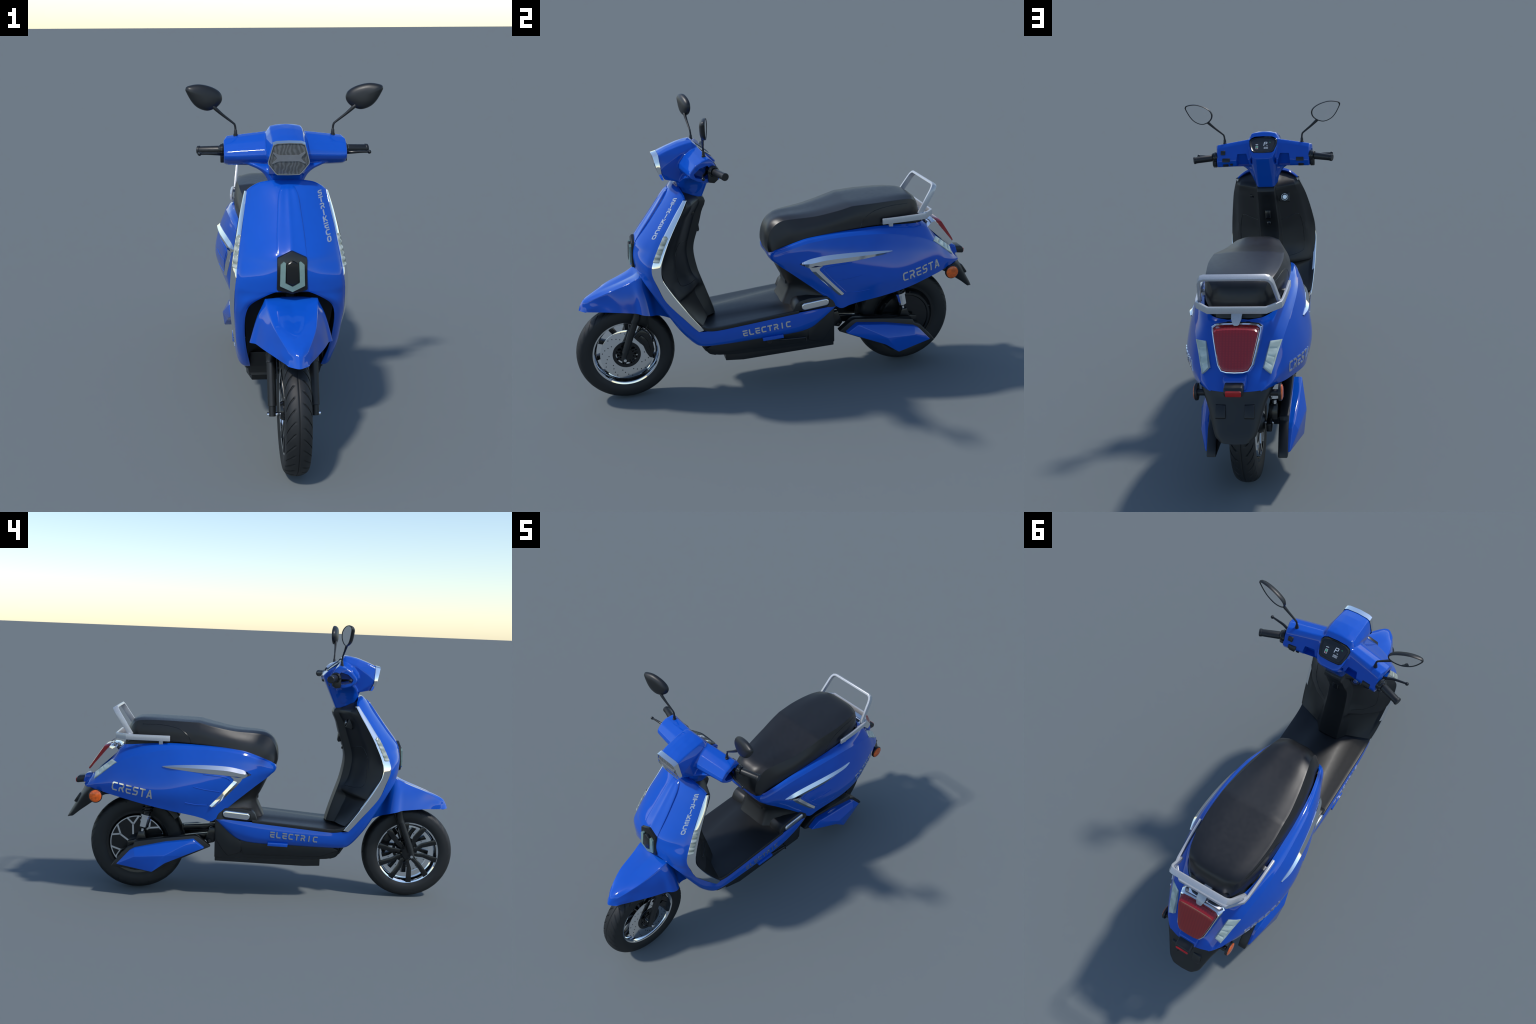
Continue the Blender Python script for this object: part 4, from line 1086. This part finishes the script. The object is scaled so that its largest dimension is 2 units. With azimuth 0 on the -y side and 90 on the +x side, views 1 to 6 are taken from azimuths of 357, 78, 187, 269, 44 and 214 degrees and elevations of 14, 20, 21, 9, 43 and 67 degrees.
# ------------------------------------------------------------------ handlebar cover (hood, wings and neck blended into one skin)
BEZ = [(0.0, -0.566, 1.188), (0.044, -0.564, 1.186), (0.058, -0.562, 1.180), (0.0655, -0.557, 1.155), (0.0755, -0.548, 1.118), (0.074, -0.546, 1.108), (0.047, -0.531, 1.072), (0.040, -0.529, 1.067), (0.0, -0.528, 1.066)]
hood_pts = both([(x, y + 0.010, z) for x, y, z in BEZ] + [(0, -0.505, 1.2105), (0.030, -0.505, 1.2085), (0.058, -0.503, 1.203), (0, -0.455, 1.2285), (0.030, -0.455, 1.2265), (0.060, -0.455, 1.219), (0, -0.395, 1.2395), (0.030, -0.415, 1.236), (0.060, -0.420, 1.228),
                       (0.030, -0.388, 1.238), (0.058, -0.388, 1.233), (0.073, -0.388, 1.212), (0.078, -0.44, 1.190), (0.079, -0.50, 1.15),
                       (0.072, -0.362, 1.196), (0.060, -0.305, 1.160), (0.050, -0.288, 1.140), (0.030, -0.281, 1.134),
                       (0.066, -0.46, 1.058), (0.06, -0.40, 1.05), (0.04, -0.31, 1.085)])
wing_end = [(-0.322, 1.176), (-0.340, 1.191), (-0.374, 1.184), (-0.405, 1.167), (-0.429, 1.138), (-0.432, 1.122), (-0.424, 1.108), (-0.397, 1.091), (-0.371, 1.083), (-0.330, 1.083), (-0.300, 1.092), (-0.292, 1.120)]
wing_mid = [(-0.352, 1.196), (-0.366, 1.212), (-0.395, 1.206), (-0.430, 1.185), (-0.458, 1.150), (-0.462, 1.130), (-0.452, 1.110), (-0.420, 1.088), (-0.385, 1.080), (-0.345, 1.083), (-0.318, 1.095), (-0.312, 1.125)]
def lerp2(a, b, t):
    return tuple(p + (q - p) * t for p, q in zip(a, b))
wing_pts = [(0.06, *p) for p in wing_mid] + [(0.222 - 0.10 * abs(p[0] + 0.44) * 0.0, *p) for p in wing_end] + [(0.234, *lerp2(p, (-0.40, 1.135), 0.10)) for p in wing_end if p[0] < -0.36]
neck_pts = both([(0.030, -0.281, 1.134), (0.050, -0.290, 1.130), (0.036, -0.355, 0.970), (0.042, -0.362, 0.970), (0.058, -0.400, 0.985), (0.060, -0.445, 1.004), (0.045, -0.457, 1.006), (0.064, -0.40, 1.06),
                 (0.05, -0.470, 1.06), (0.064, -0.45, 1.06), (0.058, -0.330, 1.08)])
# neck flares into the wings: slabs of growing half width
flare = [(1.000, 0.060, -0.365, -0.450), (1.022, 0.066, -0.355, -0.455), (1.040, 0.074, -0.352, -0.456), (1.054, 0.083, -0.352, -0.456), (1.066, 0.095, -0.353, -0.455), (1.076, 0.112, -0.355, -0.450), (1.086, 0.138, -0.358, -0.442), (1.098, 0.172, -0.362, -0.430)]
slabs = []
for (za, wa, ra, fa), (zb, wb, rb, fb) in zip(flare[:-1], flare[1:]):
    slabs.append(both([(wa, ra - 0.02, za), (wa, fa + 0.02, za), (wa * 0.8, ra, za), (wa * 0.8, fa, za), (wb, rb - 0.02, zb), (wb, fb + 0.02, zb), (wb * 0.8, rb, zb), (wb * 0.8, fb, zb)]))
me = bpy.data.meshes.new("handlebar_cover")
bm = bmesh.new()
for pts in (hood_pts, wing_pts, [(-x, y, z) for x, y, z in wing_pts], neck_pts, *slabs):
    h = hull_mesh(pts)
    tmp = bpy.data.meshes.new("tmp"); h.to_mesh(tmp); h.free()
    bm.from_mesh(tmp); bpy.data.meshes.remove(tmp)
bm.to_mesh(me); bm.free()
cover = add_mesh("handlebar_cover", me, M_BLUE, ROOT, 0)
m = cover.modifiers.new("r", 'REMESH'); m.mode = 'VOXEL'; m.voxel_size = 0.0026; m.adaptivity = 0
m = cover.modifiers.new("s", 'SMOOTH'); m.iterations = 14; m.factor = 0.5
apply_mods(cover, 0)
# hollow the wing ends where lever and throttle come out
def cutter(pts):
    h = hull_mesh(pts)
    t = bpy.data.meshes.new("cut"); h.to_mesh(t); h.free()
    o = bpy.data.objects.new("cut", t); COL.objects.link(o)
    return o
for s in (1, -1):
    c = cutter([(s * x, y, z) for x in (0.185, 0.30) for (y, z) in ((-0.405, 1.112), (-0.412, 1.128), (-0.385, 1.152), (-0.350, 1.162), (-0.340, 1.150), (-0.340, 1.104), (-0.37, 1.103))])
    m = cover.modifiers.new("c", 'BOOLEAN'); m.operation = 'DIFFERENCE'; m.object = c; m.solver = 'FAST'
    apply_mods(cover, 0)
    bpy.data.objects.remove(c)
    # scooped recess on the rider side between display and switches
    c = cutter([(s * x, y, z) for (x, y, z) in ((0.078, -0.26, 1.158), (0.126, -0.26, 1.158), (0.134, -0.26, 1.150), (0.136, -0.26, 1.092), (0.060, -0.26, 1.092), (0.068, -0.26, 1.14), (0.084, -0.342, 1.148), (0.122, -0.338, 1.148), (0.126, -0.345, 1.092), (0.072, -0.347, 1.092))])
    m = cover.modifiers.new("c", 'BOOLEAN'); m.operation = 'DIFFERENCE'; m.object = c; m.solver = 'FAST'
    apply_mods(cover, 0)
    bpy.data.objects.remove(c)
# sunken seat for the instrument display
TL, TR, BL, BR = Vector((0.065, -0.371, 1.206)), Vector((-0.065, -0.371, 1.206)), Vector((0.048, -0.310, 1.160)), Vector((-0.048, -0.310, 1.160))
ux = Vector((-1, 0, 0))                       # reading direction for the rider
vy = ((TL + TR) / 2 - (BL + BR) / 2).normalized()
wn = Vector((0, -vy.z, vy.y)); wn = wn if wn.y > 0 else -wn
C0 = (TL + TR + BL + BR) / 4 + wn * 0.001
def dp(u, v, w=0.0):
    return C0 + ux * u + vy * v + wn * w
dout = [(0.0, 0.046), (0.040, 0.044), (0.058, 0.036), (0.064, 0.024), (0.060, -0.004), (0.050, -0.034), (0.040, -0.041), (0.0, -0.043)]
dout = dout + [(-u, v) for u, v in reversed(dout[1:-1])]
c = cutter([tuple(dp(u * 1.07, v * 1.07, w)) for u, v in dout for w in (0.0, 0.03)])
m = cover.modifiers.new("c", 'BOOLEAN'); m.operation = 'DIFFERENCE'; m.object = c; m.solver = 'FAST'
apply_mods(cover, 0)
bpy.data.objects.remove(c)
cover.data.polygons.foreach_set("use_smooth", [True] * len(cover.data.polygons))
cover.data.set_sharp_from_angle(angle=math.radians(42))
COVER_BVH = bvh_of(cover)

# headlight: chrome bezel and lens
hl = empty("headlight", ROOT)
def ring_full(pts):
    return V(pts) + [Vector((-x, y, z)) for x, y, z in reversed(pts[1:-1])]
def inset(ring, k, dy, dz=0.0):
    c = Vector((0, -0.548, 1.127))
    return [Vector((c.x + (p.x - c.x) * k, c.y + (p.y - c.y) * k + dy, c.z + (p.z - c.z) * k + dz)) for p in ring]
R0 = ring_full(BEZ)
back = []
for p in R0:
    hgt = min(1, max(0, (p.z - 1.07) / 0.11))
    back.append(Vector((p.x * 1.045, p.y + 0.006 + 0.014 * hgt, p.z + 0.006 * hgt * 0.9 + (0.0015 if p.z > 1.12 else -0.001))))
loft("headlight_bezel", [back, inset(R0, 1.03, -0.001), inset(R0, 1.02, -0.004), inset(R0, 0.97, -0.004), inset(R0, 0.955, 0.004)], M_CHROME, hl, caps=False, smooth=35)
loft("headlight_glass", [inset(R0, 0.965, 0.004), inset(R0, 0.955, -0.001), inset(R0, 0.6, -0.004), inset(R0, 0.3, -0.005)], M_HEADGLASS, hl, smooth=40)
# reflector cross inside the lens: a bar with splayed ends
def hl_y(z):
    return -0.568 + (1.188 - z) * 0.31
M_BAR = material("headlight_bar", (0.20, 0.21, 0.22), rough=0.3, noise=0.05)
xo = [(0.036, 1.143), (0.048, 1.150), (0.058, 1.155), (0.0595, 1.150), (0.049, 1.139), (0.045, 1.131), (0.050, 1.123), (0.062, 1.113), (0.060, 1.109), (0.043, 1.117), (0.034, 1.119)]
xo = xo + [(-x, z) for x, z in reversed(xo)]
n = len(xo)
vv = [(x, hl_y(z) - 0.0065, z) for x, z in xo] + [(x, hl_y(z) + 0.004, z) for x, z in xo]
ff = [(0, 10, 11, 21)] + [(0, 1, 4, 5), (1, 2, 3, 4), (0, 5, 10), (5, 6, 9, 10), (6, 7, 8, 9)] + [(21, 16, 17, 20), (20, 17, 18, 19), (21, 11, 16), (16, 11, 12, 15), (15, 12, 13, 14)]
ff = ff + [tuple(i + n for i in f) for f in ff] + [(i, (i + 1) % n, (i + 1) % n + n, i + n) for i in range(n)]
from_data("headlight_bar", vv, ff, M_BAR, hl, smooth=20)

# instrument display
disp = empty("instrument_display", ROOT)
loft("display_frame", [[dp(u * 1.05, v * 1.05, -0.012) for u, v in dout], [dp(u * 1.05, v * 1.05, 0.004) for u, v in dout], [dp(u * 1.0, v * 1.0, 0.006) for u, v in dout], [dp(u * 0.86, v * 0.84, 0.0015) for u, v in dout]], M_GLOSS, disp, smooth=30)
loft("display_screen", [[dp(u * 0.88, v * 0.86, -0.004) for u, v in dout], [dp(u * 0.87, v * 0.85, 0.0028) for u, v in dout]], M_DISPLAY, disp, smooth=30)
def dbar(name, u0, v0, u1, v1, w, mat):
    d = Vector((u1 - u0, v1 - v0)); L = d.length
    d = d / L if L > 0 else Vector((1, 0))
    nn = Vector((-d.y, d.x)) * w / 2
    c = [(u0 + nn.x, v0 + nn.y), (u1 + nn.x, v1 + nn.y), (u1 - nn.x, v1 - nn.y), (u0 - nn.x, v0 - nn.y)]
    vs = [dp(u, v, 0.002) for u, v in c] + [dp(u, v, 0.0038) for u, v in c]
    return from_data(name, vs, [(0, 1, 2, 3), (4, 5, 6, 7), (0, 1, 5, 4), (1, 2, 6, 5), (2, 3, 7, 6), (3, 0, 4, 7)], mat, disp, smooth=20)
for seg_ in (((0.004, -0.004), (0.006, 0.018)), ((0.006, 0.018), (0.019, 0.018)), ((0.019, 0.018), (0.018, 0.008)), ((0.018, 0.008), (0.006, 0.007))):
    dbar("gear_letter_stroke", *seg_[0], *seg_[1], 0.0026, M_WHITE)
dbar("indicator_dot", 0.031, 0.017, 0.035, 0.017, 0.003, M_GREEN)
dbar("unit_mark", 0.017, -0.004, 0.023, -0.004, 0.002, M_WHITE)
dbar("trip_mark", -0.036, 0.004, -0.024, 0.006, 0.0025, M_WHITE)
for (a, b) in (((-0.034, -0.022), (-0.034, -0.004)), ((-0.034, -0.004), (-0.024, -0.004)), ((-0.024, -0.004), (-0.024, -0.022)), ((-0.024, -0.022), (-0.034, -0.022))):
    dbar("battery_outline", *a, *b, 0.0012, M_WHITE)
dbar("battery_level", -0.0290, -0.016, -0.0290, -0.006, 0.006, M_GREEN)
dbar("battery_low", -0.0290, -0.0205, -0.0290, -0.0172, 0.006, M_DREDD)
for k, u in enumerate((0.006, 0.013, 0.020)):
    for (a, b) in (((u, -0.022), (u, -0.012)), ((u, -0.012), (u + 0.004, -0.012)), ((u + 0.004, -0.012), (u + 0.004, -0.022)), ((u + 0.004, -0.022), (u, -0.022))):
        dbar("odometer_stroke", *a, *b, 0.0010, M_WHITE)

# switch gear on the rider side of the wings
def switch(x0, x1, z0, z1, depth=0.006, name="switch_button"):
    xm, zm = (x0 + x1) / 2, (z0 + z1) / 2
    h = COVER_BVH.ray_cast(Vector((xm, 0.2, zm)), Vector((0, -1, 0)))
    y = h[0].y if h[0] is not None else -0.31
    nrm = h[1] if h[0] is not None else Vector((0, 1, 0))
    sl = -nrm.z / max(0.2, nrm.y)
    def yy(z): return y + (z - zm) * sl
    return prism(name, [(yy(z0) - 0.01, z0), (yy(z0) + depth, z0), (yy(z1) + depth, z1), (yy(z1) - 0.01, z1)], x0, x1, M_BLACK, ROOT, bev=0.002)
switch(0.182, 0.204, 1.150, 1.168)
switch(0.160, 0.196, 1.118, 1.134)
switch(0.168, 0.194, 1.094, 1.106)
switch(0.147, 0.160, 1.098, 1.108)
switch(-0.196, -0.160, 1.118, 1.134)
switch(-0.196, -0.170, 1.092, 1.104)

# grips, levers, mirrors
for s in (1, -1):
    g = empty("handlebar_grip", ROOT)
    a, b = Vector((s * 0.190, -0.341, 1.136)), Vector((s * 0.334, -0.2905, 1.1300))
    L = (b - a).length
    o = lathe("grip_sleeve", [(0.0, 0.0), (0.0, 0.014), (0.060, 0.0148), (0.066, 0.0168), (L - 0.012, 0.0155), (L - 0.010, 0.0172), (L - 0.002, 0.0172), (L, 0.0155), (L, 0.0)], M_BLACK, g, seg=28, smooth=40)
    place_along(o, a, b)
    o = lathe("grip_collar", [(0.038, 0.0), (0.038, 0.024), (0.041, 0.0265), (0.049, 0.0265), (0.051, 0.024), (0.055, 0.024), (0.060, 0.021), (0.060, 0.0)], M_GLOSS, g, seg=32, smooth=30)
    place_along(o, a, b)
    hull("grip_switch", [(s * x, y, z) for x in (0.226, 0.246) for (y, z) in ((-0.352, 1.130), (-0.350, 1.089), (-0.325, 1.084), (-0.308, 1.098), (-0.308, 1.130))], M_BLACK, g, bev=0.003)
    lv = empty("brake_lever", ROOT)
    tube("lever_blade", [(s * 0.185, -0.350, 1.122), (s * 0.225, -0.362, 1.123), (s * 0.262, -0.376, 1.126), (s * 0.295, -0.381, 1.128), (s * 0.324, -0.385, 1.128)], 0.005, M_GLOSS, lv, n=12, samples=24, radii=[0.008, 0.007, 0.0058, 0.005, 0.0042])
    bmv = bmesh.new(); bmesh.ops.create_uvsphere(bmv, u_segments=16, v_segments=10, radius=0.0078)
    bme = bpy.data.meshes.new("lever_ball"); bmv.to_mesh(bme); bmv.free()
    bme.transform(Matrix.Translation((s * 0.326, -0.385, 1.128)))
    add_mesh("lever_ball", bme, M_GLOSS, lv, 80)

    mir = empty("rear_view_mirror", ROOT)
    o = lathe("mirror_base", [(1.165, 0.0), (1.165, 0.0095), (1.198, 0.0085), (1.199, 0.007), (1.212, 0.0062), (1.216, 0.0045), (1.216, 0.0)], M_BLACK, mir, seg=18, axis='Z', center=(s * 0.187, -0.357, 0))
    tube("mirror_stem", [(s * 0.187, -0.357, 1.205), (s * 0.1875, -0.357, 1.222), (s * 0.190, -0.358, 1.234), (s * 0.197, -0.359, 1.242), (s * 0.235, -0.364, 1.272), (s * 0.262, -0.367, 1.296), (s * 0.278, -0.366, 1.312)], 0.004, M_BLACK, mir, n=12, samples=40, radii=[0.0042, 0.0042, 0.0042, 0.0042, 0.0055, 0.0075, 0.007])
    out = [(0.375, 1.372), (0.365, 1.382), (0.325, 1.388), (0.282, 1.379), (0.250, 1.362), (0.237, 1.342), (0.241, 1.318), (0.262, 1.298), (0.294, 1.288), (0.328, 1.299), (0.352, 1.322), (0.372, 1.358)]
    ol = curve([(x, 0, z) for x, z in out], 56, closed=True)
    c = Vector((0.300, 0, 1.338))
    def mring(k, fwd):
        r = []
        for p in ol:
            q = c + (p - c) * k
            y = -0.343 - (q.x - 0.238) * 0.235 + (q.z - 1.338) * 0.05
            r.append(Vector((s * (q.x - 0.23 * fwd), y - fwd, q.z)))
        return r
    loft("mirror_shell", [mring(0.885, 0.003), mring(0.91, -0.0012), mring(0.97, -0.0012), mring(0.995, 0.004), mring(0.95, 0.012), mring(0.82, 0.019), mring(0.60, 0.023), mring(0.32, 0.025)], M_BLACK, mir, smooth=60)
    loft("mirror_glass", [mring(0.90, 0.004), mring(0.90, 0.0006)], M_MIRROR, mir, smooth=30)

# ------------------------------------------------------------------ raised lettering
GLYPH = {
    'C': [[(1, 1), (0.22, 1), (0, 0.80), (0, 0.20), (0.22, 0), (1, 0)]],
    'R': [[(0, 1), (0.75, 1), (0.98, 0.82), (0.98, 0.66), (0.78, 0.46), (0.20, 0.46), (0.04, 0.34), (0.04, 0)], [(0.58, 0.42), (1, 0)]],
    'E': [[(0, 1), (1, 1)], [(1, 0.52), (0.04, 0.52), (0.04, 0.22), (0.26, 0), (1, 0)]],
    'S': [[(1, 1), (0.22, 1), (0, 0.84), (0.06, 0.62), (0.22, 0.52), (0.90, 0.52), (1, 0.40), (0.96, 0.16), (0.76, 0), (0, 0)]],
    'T': [[(0, 1), (1, 1)], [(0.5, 1), (0.5, 0)]],
    'A': [[(0, 0), (0.44, 1), (0.56, 1), (1, 0)], [(0.36, 0.24), (0.66, 0.24)]],
    'L': [[(0, 1), (0, 0.22), (0.22, 0), (1, 0)]],
    'I': [[(0.5, 1), (0.5, 0)]],
    'K': [[(0.05, 1), (0.05, 0)], [(0.95, 1), (0.30, 0.5), (1, 0)], [(0.05, 0.5), (0.30, 0.5)]],
    'O': [[(0.5, 1), (0.20, 1), (0, 0.80), (0, 0.20), (0.20, 0), (0.80, 0), (1, 0.20), (1, 0.80), (0.80, 1), (0.5, 1)]],
}
def glyph_mesh(ch, w, h, sw):
    """flat bars (u, v quads) of one letter"""
    quads = []
    for line in GLYPH[ch]:
        P = [Vector((x * (w - sw) + sw / 2, y * (h - sw) + sw / 2)) for x, y in line]
        n = len(P)
        L, R = [], []
        for i in range(n):
            t0 = (P[i] - P[i - 1]).normalized() if i else (P[1] - P[0]).normalized()
            t1 = (P[i + 1] - P[i]).normalized() if i < n - 1 else t0
            tan = (t0 + t1)
            tan = tan.normalized() if tan.length > 1e-4 else t1
            k = 1 / max(0.5, tan.dot(t1))
            nn = Vector((-tan.y, tan.x)) * sw / 2 * k
            e = t0 * (sw / 2 if i == n - 1 else 0) - t1 * (sw / 2 if i == 0 else 0)
            L.append(P[i] + e + nn); R.append(P[i] + e - nn)
        for i in range(n - 1):
            quads.append((L[i], L[i + 1], R[i + 1], R[i]))
    return quads
def place_letter(name, ch, w, h, sw, mapper, mat, parent, depth):
    """mapper(u, v) -> point on surface, outward normal"""
    verts, faces = [], []
    for q in glyph_mesh(ch, w, h, sw):
        # subdivide each bar lengthwise so that it follows the curved panel
        steps = 4
        b = len(verts)
        for k in range(steps + 1):
            t = k / steps
            for p in (q[0].lerp(q[1], t), q[3].lerp(q[2], t)):
                s_, n_ = mapper(p.x, p.y)
                verts.append(s_ + n_ * depth); verts.append(s_ - n_ * 0.002)
        for k in range(steps):
            a = b + k * 4
            faces += [(a, a + 2, a + 6, a + 4), (a + 1, a + 5, a + 7, a + 3), (a, a + 4, a + 5, a + 1), (a + 2, a + 3, a + 7, a + 6)]
        a = b + steps * 4
        faces += [(b, b + 1, b + 3, b + 2), (a, a + 2, a + 3, a + 1)]
    return from_data(name, verts, faces, mat, parent, smooth=30)

def side_text(word, bvh, side, start, end, h, w, sw, mat, parent, depth):
    """letters from start to end, (y, z) of the baseline as read from outside on that side"""
    s0, s1 = Vector(start), Vector(end)
    d = (s1 - s0); L = d.length; d.normalize()
    upv = Vector((-d.y, d.x)) if side > 0 else Vector((d.y, -d.x))
    pitch = (L - w) / (len(word) - 1)
    for i, ch in enumerate(word):
        o0 = s0 + d * pitch * i
        def mapper(u, v):
            q = o0 + d * u + upv * v
            hh = bvh.ray_cast(Vector((side * 1.0, q.x, q.y)), Vector((-side, 0, 0)))
            if hh[0] is None:
                hh = bvh.find_nearest(Vector((side * 0.22, q.x, q.y)))
            n_ = hh[1] if hh[1].x * side > 0 else -hh[1]
            return hh[0], n_
        place_letter("letter_" + ch.lower(), ch, w, h, sw, mapper, mat, parent, depth)

APRON_BVH = bvh_of(apron)
tx = empty("flank_lettering", ROOT)
side_text("CRESTA", BODY_BVH, 1, (0.549, 0.519), (0.757, 0.547), 0.042, 0.028, 0.0068, M_SATIN, tx, 0.0022)
tx2 = empty("flank_lettering", ROOT)
side_text("CRESTA", BODY_BVH, -1, (0.752, 0.541), (0.547, 0.512), 0.042, 0.028, 0.0068, M_SATIN, tx2, 0.0022)
tx3 = empty("skirt_lettering", ROOT)
side_text("ELECTRIC", APRON_BVH, 1, (-0.226, 0.318), (0.006, 0.337), 0.030, 0.023, 0.0062, M_SATIN, tx3, 0.002)
tx4 = empty("skirt_lettering", ROOT)
side_text("ELECTRIC", APRON_BVH, -1, (-0.040, 0.328), (-0.278, 0.309), 0.030, 0.023, 0.0062, M_SATIN, tx4, 0.002)

# stacked letters running down the apron
tx5 = empty("apron_lettering", ROOT)
word = "STRIKECO"
p0, p1 = Vector((0.122, 0.990)), Vector((0.146, 0.836))     # (x, z) centre line of the column
for i, ch in enumerate(word):
    t = i / (len(word) - 1)
    c = p0.lerp(p1, t)
    axis = (p0 - p1).normalized()
    rgt = Vector((axis.y, -axis.x))
    w, h = 0.0165, 0.0195
    if ch == 'I':
        w = 0.0065
    def mapper(u, v):
        q = c + rgt * (u - w / 2) + axis * (v - h / 2)
        hh = APRON_BVH.ray_cast(Vector((q.x, -2, q.y)), Vector((0, 1, 0)))
        n_ = hh[1] if hh[1].y < 0 else -hh[1]
        return hh[0], n_
    place_letter("letter_" + ch.lower(), ch, w, h, 0.0042, mapper, M_DECAL, tx5, 0.0012)
